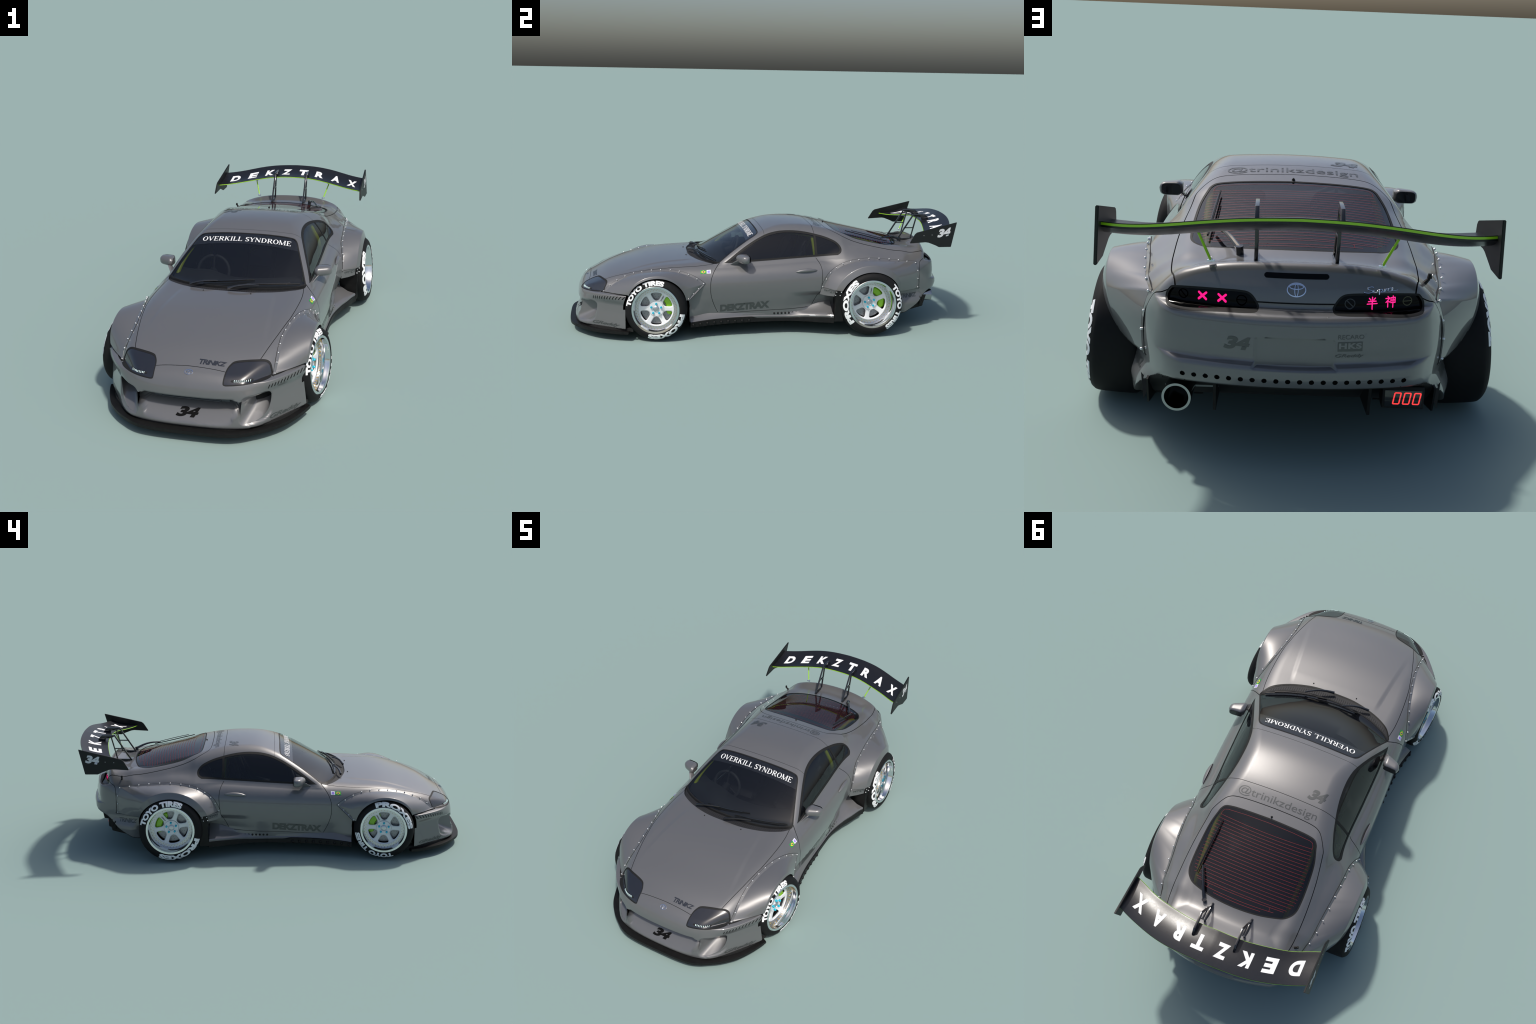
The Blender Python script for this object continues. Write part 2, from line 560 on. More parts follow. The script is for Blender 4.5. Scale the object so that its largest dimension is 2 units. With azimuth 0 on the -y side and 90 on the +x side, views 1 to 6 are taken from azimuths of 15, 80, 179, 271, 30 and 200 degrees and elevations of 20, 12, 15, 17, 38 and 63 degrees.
def text_mesh(body, offset=0., space=1., shear=0.):
    """triangulated flat lettering from the built-in font, scaled so that it fills width 1, height 1"""
    key = (body, offset, space, shear)
    if key in TEXT_CACHE:
        return TEXT_CACHE[key]
    cu = bpy.data.curves.new('lettering', 'FONT')
    cu.body = body
    cu.size = 1
    cu.offset = offset
    cu.space_character = space
    cu.shear = shear
    cu.resolution_u = 5
    cu.fill_mode = 'FRONT'
    ob = bpy.data.objects.new('lettering', cu)
    bpy.context.scene.collection.objects.link(ob)
    dg = bpy.context.evaluated_depsgraph_get()
    dg.update()
    me = bpy.data.meshes.new_from_object(ob.evaluated_get(dg))
    bm = bmesh.new()
    bm.from_mesh(me)
    bmesh.ops.triangulate(bm, faces=bm.faces[:])
    V = np.array([v.co[:2] for v in bm.verts])
    bm.verts.index_update()
    F = np.array([[v.index for v in f.verts] for f in bm.faces])
    bm.free()
    bpy.data.objects.remove(ob)
    bpy.data.curves.remove(cu)
    bpy.data.meshes.remove(me)
    lo, hi = V.min(0), V.max(0)
    V = (V - lo) / (hi - lo)
    TEXT_CACHE[key] = (V, F, (hi - lo)[0] / (hi - lo)[1])
    return TEXT_CACHE[key]


def refine(V, F, aspect, step):
    """cut flat triangles by a lattice so that they can follow a curved surface"""
    sk = Skin(np.column_stack([V, np.zeros(len(V))]), F)
    for k in np.arange(step, 1, step):
        sk.cut(lambda x, y, z: x - k - 1.3e-5)
    for k in np.arange(step * aspect, 1, step * aspect):
        sk.cut(lambda x, y, z: y - k - 1.7e-5)
    return sk.V[:, :2], sk.T


def decal(name, V2, F, place, mat, parent=None, lift=.0008, field=body_field, kind=None):
    """lay flat artwork on the body: place(u, v) gives outside points and inward directions"""
    O, D = place(V2[:, 0], V2[:, 1])
    D = unit(D)
    neg = lambda x, y, z: -field(x, y, z)
    P = cast(neg, O, D, .35, 50)
    N = unit(grad(field, P))
    P = P + N * lift
    a, b, c = (P[F[:, i]] for i in range(3))
    nf = np.cross(b - a, c - a).sum(0)
    if nf @ N.mean(0) < 0:
        F = F[:, ::-1]
    return part(name, P, F, mat, parent, normals=N, kind=kind)


def bilinear(c00, c10, c11, c01):
    """map u, v in the unit square to a quad given by its bottom-left, bottom-right, top-right, top-left corners"""
    c00, c10, c11, c01 = (np.array(q, float) for q in (c00, c10, c11, c01))

    def f(u, v):
        u, v = np.asarray(u)[:, None], np.asarray(v)[:, None]
        return (1 - u) * (1 - v) * c00 + u * (1 - v) * c10 + u * v * c11 + (1 - u) * v * c01
    return f


def quad_place(c00, c10, c11, c01, out):
    """place artwork on a surface quad, looking in along -out"""
    q = bilinear(c00, c10, c11, c01)
    o = np.array(out, float)
    o = o / np.linalg.norm(o)

    def f(u, v):
        P = q(u, v)
        return P + o * .08, np.repeat(-o[None], len(P), 0)
    return f


def mirror_pts(*pts):
    return [(-p[0], p[1], p[2]) for p in pts]

# ----------------------------------------------------------------------------
# 4. body skin: cast a structured shell from a spine, cut it into panels
# ----------------------------------------------------------------------------
WHEEL_F = (-.570, .154)          # wheel centres in (y, z)
WHEEL_R = (.504, .161)


def shell():
    """half skin (x >= 0): rays from a spine, fanned out round the nose and the tail"""
    yA, yB = -.70, .66
    zs = lambda y: .205 + .03 * (y - yA) / (yB - yA)
    rows = 300
    th = np.radians(np.linspace(-90, 90, rows))
    cols = []
    nf, nm = 130, 320
    for phi in np.linspace(90, 0, nf, endpoint=False):
        cols.append((yA, -math.sin(math.radians(phi)), math.cos(math.radians(phi))))
    for y in np.linspace(yA, yB, nm, endpoint=False):
        cols.append((y, 0., 1.))
    for phi in np.linspace(0, 90, nf):
        cols.append((yB, math.sin(math.radians(phi)), math.cos(math.radians(phi))))
    cols = np.array(cols)
    nc = len(cols)
    c, s = np.cos(th)[:, None], np.sin(th)[:, None]
    D = np.stack([c * cols[None, :, 2], c * cols[None, :, 1], s * np.ones((1, nc))], 2).reshape(-1, 3)
    O = np.stack([np.zeros((rows, nc)), np.repeat(cols[None, :, 0], rows, 0), np.repeat(zs(cols[None, :, 0]), rows, 0)], 2).reshape(-1, 3)
    P = cast(body_field, O, D, .50, 44)
    P[:, 0] = np.where(P[:, 0] < 1e-6, 0, P[:, 0])
    i = np.arange((rows - 1) * (nc - 1))
    r, q = i // (nc - 1), i % (nc - 1)
    a = r * nc + q
    T = np.concatenate([np.stack([a, a + 1, a + nc + 1], 1), np.stack([a, a + nc + 1, a + nc], 1)])
    # drop slivers at the poles
    A = np.linalg.norm(np.cross(P[T[:, 1]] - P[T[:, 0]], P[T[:, 2]] - P[T[:, 0]]), axis=1)
    return Skin(P, T[A > 1e-10])


# ---- outlines of glass, lamps and panel joints (half car) -------------------
HOOD_REAR = [(0, -.3925), (.1, -.388), (.2, -.361), (.27, -.3228), (.3, -.285), (.3075, -.264)]
GLASS_LOW = [(0, -.352), (.1, -.347), (.2, -.324), (.27, -.289), (.298, -.263), (.3065, -.2535)]
SCREEN = smooth_path(GLASS_LOW, 6).tolist() + smooth_path([(.3065, -.2535), (.291, -.216), (.264, -.150), (.243, -.098), (.2325, -.071), (.222, -.054), (.205, -.0455), (.15, -.0425), (0, -.0445)], 6).tolist()[1:]
SCREEN = np.array(SCREEN + [(-.05, -.0445), (-.05, -.352)])
COWL = np.array(smooth_path(HOOD_REAR, 6).tolist() + smooth_path(GLASS_LOW, 6).tolist()[::-1] + [(-.05, -.352), (-.05, -.3925)])
BACKLIGHT = np.array(smooth_path([(-.02, .348), (0, .348), (.12, .3505), (.17, .354), (.195, .3605), (.208, .375), (.214, .392), (.230, .4527), (.2365, .54), (.2365, .61),
                                  (.231, .647), (.214, .674), (.185, .693), (.12, .7115), (.06, .7205), (0, .7236), (-.02, .7236)], 6).tolist() + [(-.05, .7236), (-.05, .348)])
SIDE_GLASS = smooth_path([(-.2, .3815), (-.15, .4165), (-.1, .4475), (-.05, .4735), (0, .493), (.05, .5035), (.1, .507), (.15, .5055), (.2, .4995),
                          (.25, .4895), (.3, .4765), (.345, .4575), (.368, .438), (.3765, .420), (.371, .403), (.353, .3915)], 6)
SIDE_GLASS = np.array([(-.234, .3615), (-.226, .3635)] + SIDE_GLASS.tolist() + [(.3, .3875), (.24, .3835), (.1, .3765), (0, .3705), (-.1, .3655), (-.2, .3615)])
LAMP = smooth_path([(.1345, .2235), (.1365, .2555), (.147, .2697), (.163, .2762), (.206, .2784), (.2507, .2778), (.274, .2726), (.2885, .2604), (.2965, .2373), (.2975, .2265), (.288, .2235),
                    (.25, .2212), (.205, .2182), (.16, .2163), (.143, .2165)], 5, True)
TAIL_LAMP = smooth_path([(.2665, .352), (.2655, .3615), (.2588, .3723), (.248, .378), (.2054, .3814), (.14, .3832), (.105, .3826), (.0915, .3785), (.083, .3705), (.0765, .3605), (.0738, .354), (.0775, .3475),
                         (.10, .3455), (.15, .3445), (.2147, .3415), (.252, .3425), (.263, .3458)], 5, True)

HOOD_SIDE = smooth_path([(.250, -.8155), (.262, -.77), (.28, -.6914), (.29, -.6412), (.30, -.583), (.305, -.5518), (.310, -.48), (.3115, -.40), (.309, -.34), (.302, -.287), (.299, -.268)], 6)
HOOD_FRONT = smooth_path([(-.05, -.893), (0, -.893), (.05, -.894), (.1, -.8955), (.14, -.898)], 4)
DOOR_EDGE = smooth_path([(-.2517, .3618), (-.2756, .336), (-.2903, .313), (-.301, .2837), (-.3032, .2456), (-.3002, .2091), (-.2865, .1643), (-.2629, .1125)], 5).tolist() \
    + [(-.099, .1217), (.0966, .1281), (.195, .1328)] + smooth_path([(.2023, .1336), (.2152, .1405), (.2312, .172), (.2489, .2055), (.2575, .2325), (.2628, .285), (.2628, .3251), (.2555, .3533), (.240, .378)], 5).tolist()
HATCH = np.array([(-.05, .305)] + smooth_path([(0, .305), (.1, .3068), (.165, .3115), (.195, .322), (.215, .342), (.240, .3835), (.2455, .405), (.2505, .4366), (.2555, .4699), (.260, .5059), (.264, .56), (.2665, .63), (.2658, .71), (.262, .765), (.254, .808), (.246, .838)], 6).tolist())
BUMPER_R = smooth_path([(.8300, .366), (.8209, .358), (.803, .350), (.7959, .3372), (.7915, .30), (.7925, .25), (.7949, .2067)], 5)


def only(cond, d, far=1.):
    return np.where(cond, d, far)


def screen_f(x, y, z):
    return only(z > .33, poly_sdf(x, y, SCREEN))


def cowl_f(x, y, z):
    return only((z > .33) & (y < -.2), poly_sdf(x, y, COWL))


def backlight_f(x, y, z):
    return only((z > .40) & (y > .3), poly_sdf(x, y, BACKLIGHT))


def side_glass_f(x, y, z):
    return only((x > .18) & (z > .35) & (y > -.26) & (y < .4), poly_sdf(y, z, SIDE_GLASS))


def lamp_f(x, y, z):
    return only((y < -.78) & (z > .205), poly_sdf(x, z, LAMP))


def tail_lamp_f(x, y, z):
    return only((y > .78) & (z > .33), poly_sdf(x, z, TAIL_LAMP))


def arch_f(c, r, lo, hi):
    """wheel cut-out: circle above the axle, straight down below it"""
    def f(x, y, z):
        up = np.hypot(y - c[0], z - c[1]) - r
        down = np.maximum(lo - y, y - hi)
        d = np.where(z > c[1], up, np.maximum(down, z - c[1]))
        return np.where(x > .20, d, 1.)
    return f


arch_front = arch_f(WHEEL_F, .163, -.7225, -.408)
arch_rear = arch_f(WHEEL_R, .172, .334, .668)


def hole_f(x, y, z):
    """row of round drain holes along the lower rear bumper"""
    d = np.full(np.shape(x), 1.)
    for k in range(10):
        d = np.minimum(d, np.hypot(x - .01175 - .0235 * k, z - (.2195 - .055 * (.01175 + .0235 * k) ** 2)) - .0054)
    return np.where((y > .85) & (z < .24), d, 1.)


DUCT = smooth_path([(.207, .165), (.2015, .12), (.2025, .082), (.214, .0725), (.245, .0745), (.276, .088), (.292, .112), (.2985, .150), (.2965, .172), (.285, .1765), (.25, .1735), (.220, .1705)], 6, True)


def duct_hole_f(x, y, z):
    return only((y < -.8) & (z < .2), poly_sdf(x, z, DUCT))


GAP = .0012


def side_dist(u, v, line):
    """signed distance to an open polyline (sign = side of the nearest segment)"""
    line = np.asarray(line, float)
    d = np.full(u.shape, 1e9)
    sg = np.ones(u.shape)
    for a, b in zip(line[:-1], line[1:]):
        e = b - a
        L = max(float(e @ e), 1e-18)
        t = np.clip(((u - a[0]) * e[0] + (v - a[1]) * e[1]) / L, 0, 1)
        q = (u - a[0] - t * e[0]) ** 2 + (v - a[1] - t * e[1]) ** 2
        cr = np.where(e[0] * (v - a[1]) - e[1] * (u - a[0]) < 0, -1., 1.)
        better = q < d
        sg = np.where(better, cr, sg)
        d = np.minimum(d, q)
    return np.sqrt(d) * sg


# each joint: (condition, signed distance, half width)
JOINTS = [
    (lambda x, y, z: (z > .25) & (y < -.25), lambda x, y, z: side_dist(x, y, HOOD_SIDE), GAP),
    (lambda x, y, z: (z > .24) & (y < -.85) & (x < .143), lambda x, y, z: side_dist(x, y, HOOD_FRONT), GAP * .8),
    (lambda x, y, z: (x > .25) & (np.abs(y) < .32), lambda x, y, z: side_dist(y, z, DOOR_EDGE), GAP),
    (lambda x, y, z: z > .45, lambda x, y, z: y - .236 - .1 * x * x, GAP * .8),
    (lambda x, y, z: z > .45, lambda x, y, z: y + .0195 - .06 * x * x, GAP * .55),
    (lambda x, y, z: (z > .372) & (y > .28), lambda x, y, z: side_dist(x, y, HATCH), GAP * 1.15),
    (lambda x, y, z: (x > .24) & (y > .77) & (z > .19), lambda x, y, z: side_dist(y, z, BUMPER_R), GAP),
    (lambda x, y, z: (x < .09) & (y > .85) & (z > .33), lambda x, y, z: z - .3625, GAP * 1.2),
    (lambda x, y, z: (x > .24) & (y > .66) & (y < .80) & (z < .23), lambda x, y, z: z - (.2025 + (y - .68) * .05), GAP),
    (lambda x, y, z: (x > .2) & (y < -.62) & (y > -.84) & (z > .21), lambda x, y, z: z - .2262, GAP),
]


def gap_f(x, y, z):
    d = np.full(np.shape(x), 1.)
    for cond, dist, w in JOINTS:
        d = np.minimum(d, np.where(cond(x, y, z), np.abs(dist(x, y, z)) - w, 1.))
    return d


print('casting shell ...')
SK = shell()
TRIM = .0055
SIDE_TRIM = .0095
for fld in (screen_f, cowl_f, backlight_f, side_glass_f, lamp_f, tail_lamp_f, arch_front, arch_rear, hole_f,
            lambda x, y, z: screen_f(x, y, z) + TRIM, lambda x, y, z: backlight_f(x, y, z) + TRIM,
            lambda x, y, z: side_glass_f(x, y, z) + SIDE_TRIM,
            lambda x, y, z: only((x > .18) & (z > .37) & (z < .51), np.abs(y - .2435) - .0055),
            lambda x, y, z: lamp_f(x, y, z) + .0042, lambda x, y, z: tail_lamp_f(x, y, z) + .0042, duct_hole_f):
    SK.cut(fld)
for cond, dist, w in JOINTS:
    for e in (-w, w):
        SK.cut(lambda x, y, z: np.where(cond(x, y, z), dist(x, y, z) - e, 1.))
C = SK.centroids()
cx, cy, cz = C[:, 0], C[:, 1], C[:, 2]
LAB = np.full(len(C), 'quarter_panel', dtype=object)
# panels
LAB[(cy < -.25)] = 'fender'
hs = np.interp(cy, HOOD_SIDE[:, 1], HOOD_SIDE[:, 0])
LAB[(cy > -.9) & (cy < -.25) & (cx < hs) & (cz > .24)] = 'hood'
LAB[(cy < -.893) | ((cy < -.62) & (cz < .2262))] = 'front_bumper'
LAB[(poly_sdf(cy, cz, np.array(DOOR_EDGE + [(0, .372), (-.2, .362)])) < 0) & (cx > .25)] = 'door'
LAB[(cz > BELT_Z(cy) + .004) & (cy < .236) & (cy > -.26) & (LAB != 'hood') & (cx < BELT_X(cy) + .012)] = 'roof'
inh = poly_sdf(cx, cy, np.array(HATCH.tolist() + [(.246, .9), (-.05, .9)])) < 0
LAB[inh & (cz > .3625)] = 'hatch'
LAB[(cy > .60) & (cz < .2025 + (cy - .68) * .05)] = 'rear_bumper'
by = np.interp(-cz, -BUMPER_R[:, 1], BUMPER_R[:, 0])
LAB[(cz < .366) & (cy > by)] = 'rear_bumper'
LAB[(cy > .80) & (cz <= .3625)] = 'rear_bumper'
LAB[gap_f(cx, cy, cz) < 0] = 'panel_gap'
# glass, trim, lamps
g = screen_f(cx, cy, cz)
LAB[cowl_f(cx, cy, cz) < 0] = 'cowl'
LAB[g < 0] = 'window_trim'
LAB[g < -TRIM] = 'windscreen'
g = backlight_f(cx, cy, cz)
LAB[g < 0] = 'window_trim'
LAB[g < -TRIM] = 'rear_window'
g = side_glass_f(cx, cy, cz)
LAB[g < 0] = 'window_trim'
LAB[(g < -SIDE_TRIM) & (cy < .2435)] = 'door_window'
LAB[(g < -SIDE_TRIM) & (cy > .2435)] = 'quarter_window'
LAB[(g < 0) & (np.abs(cy - .2435) < .0055)] = 'window_trim'
g = lamp_f(cx, cy, cz)
LAB[g < 0] = 'lamp_seal'
LAB[g < -.0042] = 'headlight'
g = tail_lamp_f(cx, cy, cz)
LAB[g < 0] = 'lamp_seal'
LAB[g < -.0042] = 'tail_light'
LAB[(np.abs(cy) < .94) & (cz < FLOOR_Z(cy) + .006) & (np.abs(cx) < .5)] = 'underbody'
LAB[(arch_front(cx, cy, cz) < 0) | (arch_rear(cx, cy, cz) < 0) | (hole_f(cx, cy, cz) < 0) | (duct_hole_f(cx, cy, cz) < 0)] = 'void'

# smooth normals from the analytic shape
NRM = unit(grad(body_field, SK.V))
NRM[SK.V[:, 0] < 1e-6, 0] = 0
NRM = unit(NRM)
MAT_OF = {'panel_gap': 'gap', 'window_trim': 'rubber_trim', 'lamp_seal': 'rubber_trim', 'cowl': 'black', 'windscreen': 'glass', 'rear_window': 'rear_glass',
          'door_window': 'glass', 'quarter_window': 'glass', 'headlight': 'lens', 'tail_light': 'tail_lens', 'underbody': 'liner'}
PAIRED = {'fender', 'door', 'quarter_panel', 'door_window', 'quarter_window', 'headlight', 'tail_light'}
PARTS = {}


def emit(label):
    m = LAB == label
    if not m.any():
        return
    T = SK.T[m]
    u, inv = np.unique(T, return_inverse=True)
    F = inv.reshape(-1, 3)
    V, N = SK.V[u].copy(), NRM[u].copy()
    if label == 'panel_gap':
        V = V - N * .0030
    elif label in ('window_trim', 'lamp_seal'):
        V = V - N * .0005
    elif label in ('windscreen', 'rear_window', 'door_window', 'quarter_window'):
        V = V - N * .0016
    elif label in ('headlight', 'tail_light'):
        V = V - N * (.0012 if label == 'headlight' else .0055)
    elif label == 'cowl':
        V = V - np.array([0, 0, 1.]) * (.014 * np.clip(-cowl_f(V[:, 0], V[:, 1], V[:, 2]) / .006, 0, 1))[:, None]
    # outward winding
    a, b, c = (V[F[:, i]] for i in range(3))
    flip = (np.cross(b - a, c - a) * (N[F[:, 0]] + N[F[:, 1]] + N[F[:, 2]])).sum(1) < 0
    F[flip] = F[flip][:, ::-1]
    V2, N2 = V * [-1, 1, 1], N * [-1, 1, 1]
    mat = MAT_OF.get(label, 'paint')
    if label in PAIRED:
        PARTS[label] = [part(label, V, F, mat, normals=N), part(label, V2, F[:, ::-1], mat, normals=N2)]
    else:
        mid = V[:, 0] < 1e-6
        idx = np.arange(len(V))
        other = np.where(mid, idx, len(V) + np.cumsum(~mid) - 1)
        VV = np.concatenate([V, V2[~mid]])
        NN = np.concatenate([N, N2[~mid]])
        FF = np.concatenate([F, other[F][:, ::-1]])
        PARTS[label] = [part(label, VV, FF, mat, normals=NN)]


for lab in sorted(set(LAB) - {'void'}):
    emit(lab)

# ----------------------------------------------------------------------------
# 5. bolt-on kit: flares, rivets, splitter, skirts, mud flaps
# ----------------------------------------------------------------------------
def snap(P, lift=0., it=4):
    """pull points on to the body skin"""
    P = np.array(P, float)
    for _ in range(it):
        v = body_field(P[:, 0], P[:, 1], P[:, 2])
        g = grad(body_field, P)
        P = P - (v / np.maximum((g * g).sum(1), 1e-9))[:, None] * g
    return P + unit(grad(body_field, P)) * lift


FRONT_RIVETS = [(.305, -.825, .2285), (.305, -.793, .259), (.303, -.759, .283), (.301, -.720, .301), (.300, -.679, .315), (.304, -.637, .323),
                (.310, -.591, .330), (.318, -.546, .334), (.328, -.499, .334), (.341, -.456, .329), (.356, -.411, .316), (.368, -.371, .295),
                (.374, -.338, .272), (.380, -.364, .248), (.389, -.389, .225), (.397, -.414, .202)]
REAR_RIVETS = [(.375, .265, .242), (.374, .283, .281), (.369, .305, .311), (.363, .335, .335), (.357, .371, .354), (.353, .412, .365), (.351, .455, .374),
               (.346, .509, .378), (.342, .563, .377), (.337, .618, .372), (.331, .670, .364), (.321, .720, .354), (.310, .771, .343),
               (.318, .782, .303), (.323, .783, .262), (.323, .784, .217), (.338, .748, .216), (.353, .708, .215), (.366, .671, .216)]


def resample(P, n):
    P = np.array(P, float)
    s = np.r_[0, np.cumsum(np.linalg.norm(np.diff(P, axis=0), axis=1))]
    t = np.linspace(0, s[-1], n)
    return np.stack([np.interp(t, s, P[:, i]) for i in range(3)], 1)


def flare_surface(edge, edge_knots, lip, lip_in, tuck, n=140, bulge=.006):
    """loft: flange on the body -> swollen cheek -> flat lip band -> folded-in return
    edge_knots: fraction of the edge reached at each corner so that edge and lip stay matched"""
    E = resample(smooth_path(edge[:edge_knots[0] + 1], 10), int(n * edge_knots[1]))
    E2 = resample(smooth_path(edge[edge_knots[0]:], 10), n - len(E) + 1)
    E = np.concatenate([E, E2[1:]])
    L = resample(smooth_path(lip, 10), n)
    I = resample(smooth_path(lip_in, 10), n)
    Lt = unit(np.gradient(L, axis=0))
    band = unit(I - L)
    NE = unit(grad(body_field, snap(E)))
    rows = []
    toL = L - E
    along = toL - (toL * NE).sum(1, keepdims=True) * NE
    flange = E + unit(along) * np.minimum(.013, .35 * np.linalg.norm(toL, axis=1))[:, None]
    up = unit(np.cross(Lt, toL))
    up = np.where((up[:, :1] * 1 + up[:, 2:3]) < 0, -up, up)
    rows.append(E - NE * .004)                        # edge thickness
    rows.append(E + NE * .0014)
    rows.append(flange + NE * .0016)
    rows.append(flange + NE * .0020)
    d = L - flange
    cheek = unit(d)
    rad = np.minimum(.004, .25 * np.linalg.norm(d, axis=1))[:, None]
    for s in np.linspace(.06, 1, 12):
        p = flange + NE * .0020 * (1 - s) + d * s - cheek * rad * s + up * (bulge * 4 * s * (1 - s))
        rows.append(p)
    # rounded turn into the band
    a = L - cheek * rad
    b = L + band * rad
    for s in (.25, .5, .75, 1.):
        rows.append((1 - s) ** 2 * a + 2 * s * (1 - s) * L + s * s * b)
    rows.append(I)
    rows.append(I - np.array([tuck, 0, 0]))
    G = np.stack(rows, 1)
    m = G.shape[1]
    V = G.reshape(-1, 3)
    F = []
    for i in range(n - 1):
        for j in range(m - 1):
            F.append((i * m + j, i * m + j + 1, (i + 1) * m + j + 1, (i + 1) * m + j))
    return V, F, G


def offset_edge(riv, centre, d):
    """seam line of the flare: a few millimetres outside the rivets"""
    P = np.array(riv, float)
    out = P[:, 1:] - np.array(centre)
    T = np.gradient(P, axis=0)[:, 1:]
    nrm = np.stack([-T[:, 1], T[:, 0]], 1)
    nrm = unit(nrm)
    nrm = np.where((nrm * out).sum(1, keepdims=True) < 0, -nrm, nrm)
    Q = P.copy()
    Q[:, 1:] += nrm * d
    return Q


def arc(c, knots):
    """lip curve from (angle, radius, x) knots; angle 0 points to the tail"""
    ang = [k[0] for k in knots][::-1]
    fr = spline(*[(k[0], k[1]) for k in knots][::-1])
    fx = spline(*[(k[0], k[2]) for k in knots][::-1])
    a = np.linspace(knots[0][0], knots[-1][0], 40)
    return np.stack([fx(a), c[0] + fr(a) * np.cos(np.radians(a)), c[1] + fr(a) * np.sin(np.radians(a))], 1)


# rear flare
redge = offset_edge(REAR_RIVETS[:13], WHEEL_R, .0065)
redge = [(.374, .2585, .234)] + redge[:12].tolist() + [(.304, .7785, .3505), (.314, .789, .303), (.321, .790, .262), (.3225, .791, .2075)]
rsnap = snap(redge, 0.)
RL = arc(WHEEL_R, [(158.5, .199, .434), (130, .199, .437), (90, .198, .435), (60, .197, .430), (40, .192, .418), (27, .184, .402), (16.5, .176, .385)])
RI = arc(WHEEL_R, [(155, .169, .4465), (130, .168, .449), (90, .166, .447), (60, .166, .441), (40, .167, .426), (27, .168, .407), (16.5, .168, .387)])
RV, RF, RG = flare_surface(rsnap.tolist(), (13, .78), RL, RI, .05, bulge=.0025)
# front flare
fedge = offset_edge(FRONT_RIVETS[:13], WHEEL_F, .0065)
fedge = [(.302, -.835, .2275)] + fedge[:12].tolist() + [(.3765, -.329, .2725), (.381, -.360, .2425), (.390, -.386, .2185), (.398, -.413, .194)]
fs = snap(fedge[:14], 0.)
fedge = fs.tolist() + [tuple(p) for p in fedge[14:]]
FL = arc(WHEEL_F, [(152, .160, .403), (135, .167, .408), (110, .169, .410), (90, .1685, .4105), (60, .168, .4095), (35, .163, .404), (15.5, .157, .398)])
FI = arc(WHEEL_F, [(152, .154, .406), (135, .158, .412), (110, .157, .415), (90, .1565, .4155), (60, .157, .414), (35, .154, .408), (15.5, .150, .401)])
FV, FF, FG = flare_surface(fedge, (13, .86), FL, FI, .05, bulge=.003)

DOME = None


def rivet_mesh():
    V, F = lathe([(.0024, 0.0001), (.0021, .0014), (.0013, .0025), (.0, .0028), (-.003, .0028)], 12, False)
    return mesh_data('rivet', V, F, 'rivet')


RIVET = rivet_mesh()


def put_rivet(p, n, parent):
    ob = bpy.data.objects.new('rivet', RIVET)
    link(ob, parent)
    n = Vector(n).normalized()
    ob.matrix_world = Matrix.Translation(Vector(p)) @ Vector((1, 0, 0)).rotation_difference(n).to_matrix().to_4x4()
    return ob


for s in (1, -1):
    S = np.array([s, 1, 1])
    for nm, V, F, rv, G in (('front_flare', FV, FF, FRONT_RIVETS, FG), ('rear_flare', RV, RF, REAR_RIVETS, RG)):
        ob = part(nm, V * S, F if s > 0 else [f[::-1] for f in F], 'paint', angle=38)
        md = ob.modifiers.new('thickness', 'SOLIDIFY')
        md.thickness = .0025
        md.offset = -1
        edge = G[:, 1] - unit(np.gradient(G[:, 1], axis=0)) * 0
        outw = unit(G[:, 1] - G[:, 2])
        tube('flare_dark_seam_line', (G[:, 1] + outw * .0006 - unit(grad(body_field, snap(G[:, 1]))) * .0010) * S, .0011, 'gap', ob, 6)  # thin black tube drawing the dark gap round the flare edge
        NE = unit(grad(body_field, snap(rv)))
        for k, (p, n) in enumerate(zip(rv, NE)):
            n = n * S
            put_rivet(np.array(p) * S + n * .0015, n, ob)
    # foot under the leading end of the rear flare, with maker's block lettering on it
    foot = [(.3735, .2585, .236), (.430, .320, .235), (.428, .313, .204), (.400, .283, .2015), (.372, .252, .2035)]
    q = np.array(foot)
    inn = q - np.array([.012, -.014, 0])
    VV = np.concatenate([q, inn]) * S
    n5 = len(q)
    FF_ = [tuple(range(n5)), tuple(range(2 * n5 - 1, n5 - 1, -1))] + [(i, i + n5, (i + 1) % n5 + n5, (i + 1) % n5) for i in range(n5)]
    part('flare_foot', VV, FF_, 'paint', smooth=False)

# front splitter: flat black blade under the bumper
SPL = smooth_path([(0, -1.0), (.1, -.9985), (.17, -.991), (.215, -.975), (.25, -.953), (.30, -.915), (.35, -.860), (.385, -.795), (.405, -.745), (.416, -.708)], 6)
spl = [tuple(p) for p in SPL] + [(.40, -.70), (.36, -.70), (.2, -.80), (0, -.86)]
outline = spl + [(-p[0], p[1]) for p in spl[::-1][1:-1]]
prism('front_splitter', outline, 2, .034, .0475, 'black', bevel=.0035)
inner = [(p[0] * .965, p[1] * .968) for p in SPL]
prism('splitter_spacer', inner + [(.36, -.72), (0, -.85)] + [(-p[0], p[1]) for p in ([(.36, -.72)] + inner[::-1][:-1])], 2, .044, .060, 'liner')

